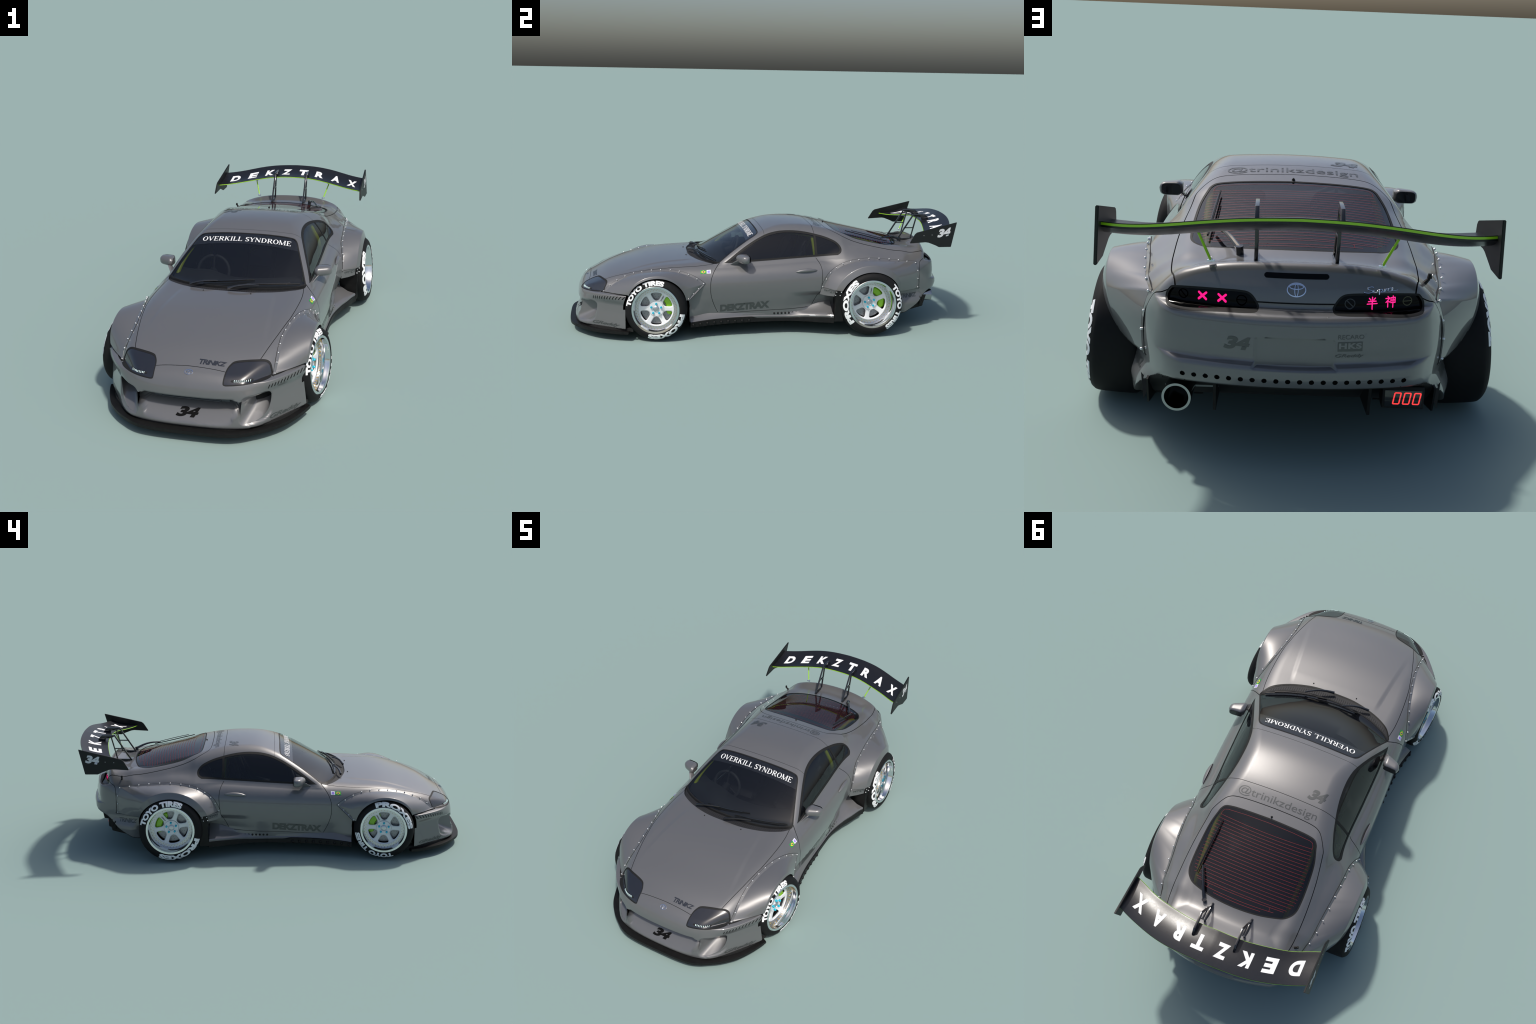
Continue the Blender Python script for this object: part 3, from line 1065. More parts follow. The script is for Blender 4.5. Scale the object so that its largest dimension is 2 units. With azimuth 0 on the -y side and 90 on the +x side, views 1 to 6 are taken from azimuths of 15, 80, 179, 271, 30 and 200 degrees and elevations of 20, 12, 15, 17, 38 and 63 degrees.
# side skirts
SKIRT_X = spline((-.405, .402), (-.35, .388), (-.25, .371), (-.1, .3635), (.0, .361), (.06, .361), (.093, .3635), (.1306, .371), (.1673, .381), (.1968, .3905), (.2255, .402), (.26, .413), (.2872, .421), (.312, .432))
SKIRT_Z = pchip((-.405, .083), (-.268, .091), (-.1, .0945), (.09, .092), (.13, .095), (.2, .100), (.25, .1025), (.312, .1035))
ys = np.linspace(-.405, .313, 90)
for s in (1, -1):
    rows = []
    lip = []
    for y in ys:
        xo, zo = float(SKIRT_X(y)), float(SKIRT_Z(y))
        w = float(sstep(.165, .30, y))
        zt = .116 + .030 * w - .0 * w
        xi = .3555 - .006 * w
        rows.append([(xi - .012, y, zt + .016), (xi, y, zt), ((xi + xo) / 2 + .004 * w, y, (zt + zo) / 2 + .004 - .012 * w), (xo - .004, y, zo + .005), (xo, y, zo), (xo - .002, y, zo - .012), (xo - .03, y, zo - .014)])
        b = float(sstep(-.062, -.105, y))
        zb = .067 - .008 * b * float(sstep(-.1, -.4, y))
        lip.append([(xo - .04, y, zo - .005), (xo - .004 + .006 * b, y, zo - .006 + .006 * b), (xo + .002 + .004 * b, y, zo - .010 + .008 * b), (xo + .003 + .004 * b, y, zb), (xo - .06, y, zb)])
    for nm, R, mt in (('side_skirt', rows, 'paint'), ('skirt_blade', lip, 'black')):
        G = np.array(R)
        n, m = G.shape[:2]
        V = G.reshape(-1, 3) * [s, 1, 1]
        F = [(i * m + j, i * m + j + 1, (i + 1) * m + j + 1, (i + 1) * m + j) for i in range(n - 1) for j in range(m - 1)]
        F.append(tuple(range(m)))
        F.append(tuple(range((n - 1) * m, n * m))[::-1])
        if s > 0:
            F = [f[::-1] for f in F]
        ob = part(nm, V, F, mt, angle=35)
        if nm == 'skirt_blade':
            bv, bf = lathe([(.0045, .0001), (.004, .004), (.002, .0068), (-.002, .0072)], 12, False)
            bolt = mesh_data('skirt_bolt', bv * [s, 1, 1], bf if s > 0 else [f[::-1] for f in bf], 'black')
            for k in range(9):
                y = -.391 + .0354 * k
                b = bpy.data.objects.new('skirt_bolt', bolt)
                link(b, ob)
                b.location = (s * (float(SKIRT_X(y)) + .0082), y, .5 * (float(SKIRT_Z(y)) - .003 + .0645) - .002)
        else:
            # round vents let into the skirt
            dv, df = lathe([(.0006, .0001), (.0006, .0052), (-.002, .0052)], 20, False)
            vent = mesh_data('skirt_vent', dv * [s, 1, 1], df if s > 0 else [f[::-1] for f in df], 'gap')
            for k in range(9):
                y = .021 + .0188 * k
                b = bpy.data.objects.new('skirt_vent', vent)
                link(b, ob)
                b.location = (s * (.3590 + .25 * (float(SKIRT_X(y)) - .361)), y, .1072)
    # mud flap in front of the rear wheel, with four studs
    flap = [(.318, .236), (.352, .234), (.356, .20), (.352, .15), (.355, .11), (.362, .076), (.314, .076), (.316, .12), (.319, .19)]
    bm = bmesh.new()
    a = [bm.verts.new((s * (.437 if k not in (1, 2) else .445), y, z)) for k, (y, z) in enumerate(flap)]
    b = [bm.verts.new((s * .352, y + .012, z)) for y, z in flap]
    bm.faces.new(a)
    bm.faces.new(b[::-1])
    for i in range(len(a)):
        bm.faces.new((a[i], a[(i + 1) % len(a)], b[(i + 1) % len(a)], b[i]))
    fl = from_bmesh('mud_flap', bm, 'black', angle=30)
    for p in ((.435, .323, .228), (.442, .345, .228), (.436, .318, .212), (.443, .339, .212)):
        put_rivet((s * (p[0] + .002), p[1], p[2]), (s, -.25, 0), fl)

# wheel-arch liners
for s in (1, -1):
    for (cy_, cz_), r in ((WHEEL_F, .166), (WHEEL_R, .173)):
        V, F = [], []
        n = 40
        for k in range(n + 1):
            a = math.radians(-40 + 260 * k / n)
            for x in (.345, .20):
                V.append((s * x, cy_ + r * math.cos(a), cz_ + r * math.sin(a)))
        F = [(2 * k, 2 * k + 1, 2 * k + 3, 2 * k + 2) for k in range(n)]
        V.append((s * .2, cy_, cz_))
        F += [(2 * k + 1, len(V) - 1, 2 * k + 3) for k in range(n)]
        part('arch_liner', V, F, 'liner')

# ----------------------------------------------------------------------------
# 6. wheels
# ----------------------------------------------------------------------------
def arc_text(body, offset, r0, r1, a0, a1, surf, lift=.0009, step=.02):
    """white letters round a side wall: a0 -> a1 clockwise seen from outside, feet at r0"""
    V, F, asp = text_mesh(body, offset)
    V, F = refine(V, F, asp, step)
    ang = np.radians(a0 + (a1 - a0) * V[:, 0])
    r = r0 + (r1 - r0) * V[:, 1]
    return np.stack([surf(r) + lift, r * np.cos(ang), r * np.sin(ang)], 1), F


def build_wheel(name, R, width, rim_r, face_r, rot, text_a, text_b, flip, dish):
    """all parts in wheel space: axis x pointing outwards, y towards the tail, z up. flip mirrors y (left side)"""
    w = width / 2
    W = bpy.data.objects.new(name, None)
    link(W)
    # --- tyre
    sh = .012
    prof = [(-w + .004, rim_r), (-w - .001, rim_r + .010), (-w + .001, R - .016), (-w + .008, R - .005), (-w + .020, R - .0008), (0, R), (w - .020, R - .0008), (w - .008, R - .005),
            (w + .0005, R - .0135), (w + .0045, R - .022), (w + .0055, rim_r + .006), (w + .0030, rim_r + .001), (w - .004, rim_r - .003)]
    p = smooth_path([(a, b) for a, b in prof], 5)
    V, F = lathe([tuple(q) for q in p], 128, False)
    ty = part('tyre', V, F, 'tyre', W)
    surf_p = sorted([(b, a) for a, b in p if a > w - .03 and b > rim_r])
    sr = np.array([q[0] for q in surf_p])
    sx = np.array([q[1] for q in surf_p])
    surf = lambda r: np.interp(r, sr, sx)
    sgn = -1 if flip else 1
    hgt = (R - rim_r)
    for body, (a0, a1) in (('TOYO TIRES', text_a), ('PROXES', text_b)):
        P, F = arc_text(body, .062, rim_r + hgt * .13, rim_r + hgt * .83, a0, a1, surf)
                # angles are given as seen from outside with the tail to the right (right side) or left (left side)
        part('tyre_lettering', P, F, 'white_print', W)
    # --- rim: polished stepped lip and barrel
    q = [(-w, rim_r), (-w, rim_r - .008), (-.01, rim_r - .024), (w - dish - .0005, face_r + .0115), (w - dish + .0005, face_r + .0125), (w - dish * .6, face_r + .0135), (w - .012, rim_r - .0135), (w - .008, rim_r - .0115), (w + .0005, rim_r - .0105),
         (w + .0035, rim_r - .0095), (w + .0045, rim_r - .0005), (w + .003, rim_r + .0015), (w - .004, rim_r + .001)]
    V, F = lathe(q, 128, False)
    part('rim_barrel', V, F, 'polished', W, angle=40)
    # bolt flange with two rows of gold bolts
    fx = w - dish
    V, F = lathe([(fx, face_r + .0125), (fx + .001, face_r + .0122), (fx + .001, face_r - .002), (fx - .004, face_r - .002)], 128, False)
    part('rim_flange', V, F, 'steel', W, angle=40)
    bv, bf = lathe([(.0020, .0001), (.0020, .0013), (0, .0015)], 8, False)
    bolt = mesh_data('rim_bolt', bv, bf, 'gold')
    V, F = [], []
    for k in range(40):
        for rr, o in ((face_r + .0025, 0), (face_r + .0095, .5)):
            a = 2 * math.pi * (k + o) / 40
            base = len(V)
            V += [(fx + .001 + v[0], rr * math.cos(a) + v[1], rr * math.sin(a) + v[2]) for v in bv]
            F += [tuple(i + base for i in f) for f in bf]
    part('rim_bolts', V, F, 'gold', W, kind='stuff')
    # --- spoked face: disc with six rounded windows
    nr, na = 36, 240
    rr = np.linspace(.0002, face_r, nr)
    aa = np.arange(na) * 2 * math.pi / na
    V = np.array([(0, r * math.cos(a), r * math.sin(a)) for r in rr for a in aa])
    T = []
    for i in range(nr - 1):
        for k in range(na):
            a, b = i * na + k, i * na + (k + 1) % na
            T += [(a, b, b + na), (a, b + na, a + na)]
    sk = Skin(V, T)

    def window(x, y, z):
        ang = np.arctan2(z, y) - math.radians(rot)
        sec = math.radians(60)
        loc = np.mod(ang, sec) - sec / 2
        r = np.hypot(y, z)
        u, v = r * np.cos(loc), r * np.abs(np.sin(loc))
        side = (v - (u * math.tan(math.radians(30)) - .0135)) * math.cos(math.radians(30))
        d = smax(smax(side, r - face_r * .905, .011), face_r * .455 - r + .16 * v, .010)
        return d
    sk.cut(window)
    keep = window(*sk.centroids().T) > 0
    P, F = sk.sub(keep)
    r = np.hypot(P[:, 1], P[:, 2])
    dome = pchip((0, -.002), (.026, -.002), (.034, -.003), (face_r * .7, -.002), (face_r, .001))
    P[:, 0] = fx - .004 + dome(r)
    # crowned spokes: rounded towards the windows
    dist = window(0 * r, P[:, 1], P[:, 2])
    P[:, 0] -= .0035 * (1 - np.clip(dist / .005, 0, 1)) ** 2
    ob = part('wheel_spokes', P, F, 'wheel', W)
    md = ob.modifiers.new('thickness', 'SOLIDIFY')
    md.thickness = .014
    md.offset = -1 if True else 1
    # make sure the solid grows inwards
    a = ob.data.polygons[0].normal.x
    if a < 0:
        md.offset = 1
    # --- hub, cap, nuts
    V, F = lathe([(fx + .004, .0001), (fx + .0045, .011), (fx + .0035, .0125), (fx + .002, .0145), (fx - .003, .0148)], 40, False)
    part('centre_cap', V, F, 'steel', W, angle=40)
    V, F = lathe([(fx - .001, .0145), (fx - .001, .0355), (fx - .006, .0375)], 60, False)
    part('hub_face', V, F, 'wheel', W, angle=40)
    lv, lf = lathe([(.011, .0001), (.011, .0028), (.009, .0048), (.004, .0054), (-.004, .0057)], 6 * 3, False)
    nut = mesh_data('lug_nut', lv, lf, 'cyan', angle=40)
    for k in range(5):
        a = math.radians(rot * .5 + 90 + 72 * k)
        o = bpy.data.objects.new('lug_nut', nut)
        link(o, W)
        o.location = (fx - .001, .0250 * math.cos(a), .0250 * math.sin(a))
    # --- brake disc and caliper
    V, F = lathe([(fx - .030, .02), (fx - .030, .079), (fx - .042, .079), (fx - .042, .02)], 80, True)
    d = part('brake_disc', V, F, 'disc', W, angle=40)
    hv, hf = lathe([(.0004, .0001), (.0004, .0013)], 8, False)
    V, F = [], []
    for k in range(24):
        for j, r0 in enumerate((.046, .057, .068)):
            a = 2 * math.pi * (k + j * .33) / 24
            base = len(V)
            V += [(fx - .0298 + v[0], r0 * math.cos(a) + v[1], r0 * math.sin(a) + v[2]) for v in hv]
            F += [tuple(i + base for i in f) for f in hf]
    part('disc_drilling', V, F, 'gap', d, kind='stuff')
    V, F = [], []
    n = 28
    a0, a1 = (108, 206) if flip else (72, -26)
    for k in range(n + 1):
        t = k / n
        a = math.radians(a0 + (a1 - a0) * t)
        e = .008 * (1 - min(1, min(t, 1 - t) / .08))
        for x, r in ((-.026, .048 + e), (-.0205, .053 + e), (-.0205, .076 - e), (-.026, .0835 - e), (-.048, .0835 - e), (-.048, .048 + e)):
            V.append((fx + x + .004 * math.sin(t * math.pi), r * math.cos(a), r * math.sin(a)))
    m = 6
    F = [(k * m + i, k * m + (i + 1) % m, (k + 1) * m + (i + 1) % m, (k + 1) * m + i) for k in range(n) for i in range(m)]
    F += [tuple(range(m))[::-1], tuple(range(n * m, n * m + m))]
    part('brake_caliper', V, F, 'caliper', W, angle=35)
    V, F = lathe([(-w + .004, .0001), (-w + .004, rim_r - .01)], 48, False)
    part('wheel_backing', V, F, 'liner', W)
    # spoke lettering
    tv, tf, asp = text_mesh('STREET', .03)
    lr = math.radians(rot + (60 if not flip else 120))
    px = (tv[:, 0]) * .030 + .045
    py = (tv[:, 1] - .5) * .0055
    P = np.stack([np.full(len(px), fx - .0015), px * math.cos(lr) - py * math.sin(lr), px * math.sin(lr) + py * math.cos(lr)], 1)
    part('spoke_lettering', P, tf, 'black_print', W)
    return W


def set_wheel(W, s, centre, camber, steer=0.):
    # outward axis +x on the right side; on the left turn half way round z
    M = Matrix.Translation(Vector((s * centre[0], centre[1], centre[2])))
    if s > 0:
        R = Matrix.Rotation(math.radians(-camber), 4, 'Y')
    else:
        R = Matrix.Rotation(math.radians(camber), 4, 'Y') @ Matrix.Rotation(math.pi, 4, 'Z')
    W.matrix_world = M @ Matrix.Rotation(math.radians(steer), 4, 'Z') @ R


# seen from outside: right side has the tail on the right, left side has it on the left
# wheel local y points to the tail on the right side and to the nose on the left side
FW = dict(R=.1505, width=.108, rim_r=.116, face_r=.088, dish=.036)
RW = dict(R=.1595, width=.122, rim_r=.121, face_r=.091, dish=.058)
w = build_wheel('front_wheel', rot=0, text_a=(172, 72), text_b=(-8, -106), flip=False, **FW)
set_wheel(w, 1, (.374, WHEEL_F[0], .1535), 4, -8.5)
w = build_wheel('front_wheel', rot=0, text_a=(-68, -172), text_b=(110, 6), flip=True, **FW)
set_wheel(w, -1, (.374, WHEEL_F[0], .1535), 4, -8.5)
w = build_wheel('rear_wheel', rot=22, text_a=(42, -60), text_b=(222, 124), flip=False, **RW)
set_wheel(w, 1, (.4035, WHEEL_R[0], .163), 4)
w = build_wheel('rear_wheel', rot=10, text_a=(168, 64), text_b=(-16, -115), flip=True, **RW)
set_wheel(w, -1, (.4035, WHEEL_R[0], .163), 4)

# ----------------------------------------------------------------------------
# 7. nose and tail fittings
# ----------------------------------------------------------------------------
def front_y(x, z, field=body_field, y0=-1.05):
    x, z = np.asarray(x, float), np.asarray(z, float)
    O = np.stack([x, np.full(x.shape, y0), z], 1)
    return cast(lambda a, b, c: -field(a, b, c), O, np.tile([0., 1, 0], (len(O), 1)), .6, 120)


# brake ducts: funnel from the skin to a black hole at the upper outer corner
dp = front_y(DUCT[:, 0], DUCT[:, 1])
ctr = np.array([.268, .1475])
throat = ctr + (DUCT - np.array([.25, .125])) * np.array([.62, .40])
for s in (1, -1):
    rows = []
    for t in (0, .06, .2, .45, .75, 1.):
        u = t ** .9
        p = dp.copy()
        p[:, 0] = dp[:, 0] * (1 - u) + throat[:, 0] * u
        p[:, 2] = dp[:, 2] * (1 - u) + throat[:, 1] * u
        depth = np.interp(u, [0, 1], [0, 1])
        p[:, 1] = dp[:, 1] * (1 - depth) + (-.845 + (throat[:, 0] - .25) * .8) * depth
        rows.append(p)
    m = len(dp)
    V = np.concatenate(rows) * [s, 1, 1]
    F = [(i * m + k, i * m + (k + 1) % m, (i + 1) * m + (k + 1) % m, (i + 1) * m + k) for i in range(len(rows) - 1) for k in range(m)]
    if s < 0:
        F = [f[::-1] for f in F]
    part('brake_duct', V, F, 'paint')
    b = rows[-1] + [0, .001, 0]
    part('duct_throat', np.concatenate([b, b.mean(0, keepdims=True) + [[0, .02, 0]]]) * [s, 1, 1], [(k, (k + 1) % m, m) for k in range(m)], 'gap')

# intercooler behind the mouth: end tanks and stacked bars
ic = box('intercooler', (0, -.890, .146), (.30, .02, .034), 'cooler', bevel=.003)
for k in range(7):
    box('cooler_bar', (0, -.9015, .1315 + .0048 * k), (.235, .006, .0026), 'cooler', ic, .0006)
box('cooler_shadow', (0, -.880, .145), (.31, .004, .04), 'gap', ic)  # black plate modelled as the darkness behind the cooler

# slanted louvres above the ducts
for s in (1, -1):
    a0, a1 = np.array([.2945, .1995]), np.array([.3985, .2130])
    for k in range(12):
        t = k / 11
        c = a0 + (a1 - a0) * t
        V, T = [], []
        w, h, sh = .0024, .0078, .0045
        quad = [(-w - sh, -h), (w - sh, -h), (w + sh, h), (-w + sh, h)]
        uv = np.array([(i / 3, j / 5) for j in range(6) for i in range(4)])
        q = bilinear(*[(p[0], 0, p[1]) for p in quad])(uv[:, 0], uv[:, 1])
        # louvres run along the corner: x along the sweep of the bumper
        px = c[0] + q[:, 0] * .60
        pz = c[1] + q[:, 2]
        P = front_y(px, pz, y0=-1.05)
        N = unit(grad(body_field, P))
        P = (P + N * .0006) * [s, 1, 1]
        F = [(j * 4 + i, j * 4 + i + 1, j * 4 + i + 5, j * 4 + i + 4) for j in range(5) for i in range(3)]
        part('louvre', P, F if s > 0 else [f[::-1] for f in F], 'black', normals=N * [s, 1, 1])

# headlight running lights
for s in (1, -1):
    U = np.linspace(0, 1, 40)
    x = .163 + .077 * U
    z = .2318 - .003 * U
    hgt = .0030 * np.sqrt(np.clip(1 - (2 * U - 1) ** 16, 0.02, 1))
    lo = front_y(x, z - hgt)
    hi = front_y(x, z + hgt)
    P = np.concatenate([lo, hi])
    N = unit(grad(body_field, P))
    P = P + N * .0002
    m = 40
    F = [(k, k + 1, m + k + 1, m + k) for k in range(m - 1)]
    st = part('light_strip', P * [s, 1, 1], F if s > 0 else [f[::-1] for f in F], 'gap')
    lv, lf = lathe([(.0008, .0001), (.0006, .0009), (0, .0013)], 8, False)
    led = mesh_data('running_led', lv, lf, 'led_white')
    for k in range(9):
        for j in (-1, 1):
            xx = np.array([.176 + .0068 * k])
            zz = np.array([.2313 - .0004 * k + .0016 * j])
            p = front_y(xx, zz)
            n = unit(grad(body_field, p))[0]
            o = bpy.data.objects.new('running_led', led)
            link(o, st)
            n = n * [s, 1, 1]
            o.matrix_world = Matrix.Translation(Vector((p[0] * [s, 1, 1] + n * .0006))) @ Vector((1, 0, 0)).rotation_difference(Vector(n)).to_matrix().to_4x4()


def ring_emblem(name, place_fn, rx, rz, mat, parent=None):
    """three interlaced ellipses of flat bar; place_fn maps (u, v) in metres to a surface point and normal"""
    bars = [((0, 0), rx, rz, .0021), ((0, -.02 * rz), rx * .22, rz * .94, .0016), ((0, .42 * rz), rx * .76, rz * .40, .0019)]
    V, F = [], []
    for (cu, cv), a, b, w in bars:
        n = 48
        base = len(V)
        pts = []
        for k in range(n):
            t = 2 * math.pi * k / n
            for q, lift in ((1 - w / a, .0004), (1 - w / a, .002), (1 + 0 * w, .002), (1, .0004)):
                ww = w if q < 1 else 0
                pts.append((cu + (a - ww) * math.cos(t), cv + (b - ww) * math.sin(t), lift))
        U = np.array(pts)
        P, N = place_fn(U[:, 0], U[:, 1])
        V += list(P + N * U[:, 2:3])
        for k in range(n):
            k2 = (k + 1) % n
            for j in range(3):
                F.append((base + k * 4 + j, base + k * 4 + j + 1, base + k2 * 4 + j + 1, base + k2 * 4 + j))
    return part(name, V, F, mat, parent, angle=40)


def rear_place(c):
    def f(u, v):
        O = np.stack([c[0] - u, np.full(u.shape, 1.05), c[1] + v], 1)
        P = cast(lambda a, b, d: -body_field(a, b, d), O, np.tile([0., -1, 0], (len(O), 1)), .4, 80)
        return P, unit(grad(body_field, P))
    return f


def nose_place(c):
    def f(u, v):
        O = np.stack([c[0] + u, c[1] + v * .72 - .15, np.full(u.shape, .25) + v * .69 + .15], 1)
        D = np.tile([0., .707, -.707], (len(O), 1))
        P = cast(lambda a, b, d: -body_field(a, b, d), O, D, .4, 80)
        return P, unit(grad(body_field, P))
    return f


ring_emblem('nose_emblem', nose_place((0, -.9175)), .0165, .0115, 'chrome')
ring_emblem('tail_emblem', rear_place((0, .3885)), .0195, .0135, 'chrome')

# third brake light bar
bar = [(-.0655 + .131 * k / 40) for k in range(41)]
P = []
for x in bar:
    e = .0052 * math.sqrt(max(1 - max(0, (abs(x) - .0603) / .0055) ** 2, .02))
    P.append((x, .4137 - e))
    P.append((x, .4137 + e))
P = np.array(P)
pl, N = rear_place((0, 0))(-P[:, 0], P[:, 1])
part('brake_light_bar', pl + N * .0008, [(2 * k, 2 * k + 1, 2 * k + 3, 2 * k + 2) for k in range(40)], 'tail_lens', normals=N)
# dark backing behind the drain holes of the rear bumper
hx = np.linspace(-.24, .24, 40)
V = []
for x in hx:
    y = float(TAIL_C(.219)) - .67 * x * x - .016
    V += [(x, y, .205), (x, y, .232)]
part('hole_backing', V, [(2 * k, 2 * k + 2, 2 * k + 3, 2 * k + 1) for k in range(39)], 'gap')


def lamp_point(x, z, s):
    """point on the recessed tail lens"""
    P, N = rear_place((0, 0))(-np.asarray(x, float) * s, np.asarray(z, float))
    return P - N * .0047, N


def lamp_art(name, polys, mat, s, parent=None):
    """flat glowing strokes on the tail lens: list of convex quads in (x, z)"""
    V, F, NN = [], [], []
    for q in polys:
        q = np.array(q)
        n = len(q)
        base = len(V)
        P, N = lamp_point(q[:, 0], q[:, 1], s)
        V += list(P)
        NN += list(N)
        F.append(tuple(range(base, base + n)))
    ob = part(name, V, F, mat, parent, normals=NN)
    return ob


def stroke(x0, z0, x1, z1, w):
    """round-ended stroke outline"""
    a = math.atan2(z1 - z0, x1 - x0)
    out = []
    for k in range(7):
        t = a + math.pi / 2 + math.pi * k / 6
        out.append((x0 + w * math.cos(t), z0 + w * math.sin(t)))
    for k in range(7):
        t = a - math.pi / 2 + math.pi * k / 6
        out.append((x1 + w * math.cos(t), z1 + w * math.sin(t)))
    return out


# right lamp (+x): two crosses; left lamp: two characters built from strokes; x here runs to the left as seen from behind
def on_right(u):          # u from the lamp's outer end towards the centre, as x
    return u


crosses = []
for cx_, cz_ in ((.1905, .3648), (.1500, .3642)):
    for dx in (1, -1):
        crosses.append(stroke(cx_ - .0075 * dx, cz_ - .0065, cx_ + .0075 * dx, cz_ + .0065, .0022))
lamp_art('tail_cross', crosses, 'led_pink', 1)
RING = lambda cx_, cz_, r, w: [[(cx_ + r * math.cos(a), cz_ + r * .9 * math.sin(a)), (cx_ + r * math.cos(b), cz_ + r * .9 * math.sin(b)),
                               (cx_ + (r - w) * math.cos(b), cz_ + (r - w) * .9 * math.sin(b)), (cx_ + (r - w) * math.cos(a), cz_ + (r - w) * .9 * math.sin(a))]
                              for a, b in ((2 * math.pi * k / 24, 2 * math.pi * (k + 1) / 24) for k in range(24))]
lamp_art('lamp_mark', RING(.231, .3645, .0105, .002) + [stroke(.237, .3575 + .013, .225, .3575 + .001, .001)], 'yellow_mark', 1)
lamp_art('lamp_mark', RING(.110, .3635, .0112, .002) + [stroke(.100, .3635, .120, .3635, .001)], 'red_mark', 1)
lamp_art('lamp_mark', RING(.110, .3635, .0112, .002) + [stroke(.103, .370, .117, .357, .001)], 'red_mark', -1)
lamp_art('lamp_mark', RING(.231, .3645, .0105, .002) + [stroke(.2215, .3645, .2405, .3645, .001)], 'yellow_mark', -1)


def glyph(cx_, cz_, h, strokes, w):
    """strokes in a unit box, x to the right as read from behind; left lamp: reading right = larger |x|"""
    return [stroke(cx_ + (a - .5) * h, cz_ + (b - .5) * h, cx_ + (c - .5) * h, cz_ + (d - .5) * h, w) for a, b, c, d in strokes]


HALF = [(.22, .90, .36, .74), (.80, .92, .64, .74), (.14, .60, .88, .63), (.03, .36, .98, .40), (.52, 1., .50, .0)]
GOD = [(.24, .97, .34, .86), (.04, .78, .42, .82), (.40, .78, .06, .42), (.24, .62, .24, .02), (.34, .52, .42, .44),
       (.54, .84, .54, .38), (.54, .84, .96, .86), (.96, .86, .95, .38), (.54, .61, .95, .63), (.54, .38, .95, .40), (.76, 1., .74, .0)]
lamp_art('tail_glyph', glyph(.1560, .3645, .0215, HALF, .00115), 'led_pink', -1)
lamp_art('tail_glyph', glyph(.1945, .3655, .0215, GOD, .00105), 'led_pink', -1)

# ----------------------------------------------------------------------------
# 8. rear wing
# ----------------------------------------------------------------------------
LE_Y = spline((0, .8560), (.1, .8540), (.2, .8367), (.3, .8075), (.35, .785), (.383, .772))
LE_Z = spline((0, .5345), (.1, .530), (.2, .516), (.3, .5008), (.35, .4975), (.383, .4965))
TE_Y = spline((0, .9955), (.1, .9925), (.2, .979), (.3, .9485), (.35, .9295), (.383, .915))
TE_Z = spline((0, .5645), (.1, .5605), (.2, .5483), (.3, .5317), (.35, .527), (.383, .526))
WING = bpy.data.objects.new('rear_wing', None)
link(WING)


def wing_top(x, c):
    """upper surface: chord fraction c from leading to trailing edge"""
    X = np.abs(x)
    y = LE_Y(X) + (TE_Y(X) - LE_Y(X)) * c
    z = LE_Z(X) + (TE_Z(X) - LE_Z(X)) * c - .010 * 4 * c * (1 - c) + .004 * np.sqrt(np.clip(c, 0, 1)) * (1 - c)
    return np.stack([x, y, z], -1)


xs = np.linspace(-.3835, .3835, 97)
cs = 1 - np.cos(np.linspace(0, math.pi / 2, 17))
rows = []
for x in xs:
    up = np.array([wing_top(x, c) for c in cs])
    th = np.array([.0035 + .0075 * c + .008 * math.sin(math.pi * c) for c in cs])
    low = up - np.stack([0 * th, 0 * th, th], 1)
    rows.append(np.concatenate([up, low[::-1]]))
G = np.array(rows)
n, m = G.shape[:2]
V = G.reshape(-1, 3)
F = [(i * m + j, (i + 1) * m + j, (i + 1) * m + (j + 1) % m, i * m + (j + 1) % m) for i in range(n - 1) for j in range(m)]
F += [tuple(range(m)), tuple(range((n - 1) * m, n * m))[::-1]]
part('wing_blade', V, F, 'carbon', WING, angle=40)
le = wing_top(xs, np.zeros(97)) + [0, .0002, -.0032]
tube('wing_edge_stripe', le, .0019, 'lime', WING, 8)
te = wing_top(xs, np.ones(97))
for nm, mt, z0, z1 in (('wing_edge_stripe', 'lime', -.0016, -.0066), ('wing_edge_sheen', 'polished', -.0068, -.0118)):  # sheen: bright metal strip modelled for the ground's reflection along the trailing edge
    V, F = [], []
    for p in te:
        V += [p + [0, .0007, z0], p + [0, .0007 + (.0 if nm[-1] == 'e' else -.010), z1]]
    for k in range(96):
        F.append((k * 2, k * 2 + 1, k * 2 + 3, k * 2 + 2))
    part(nm, V, F, mt, WING)

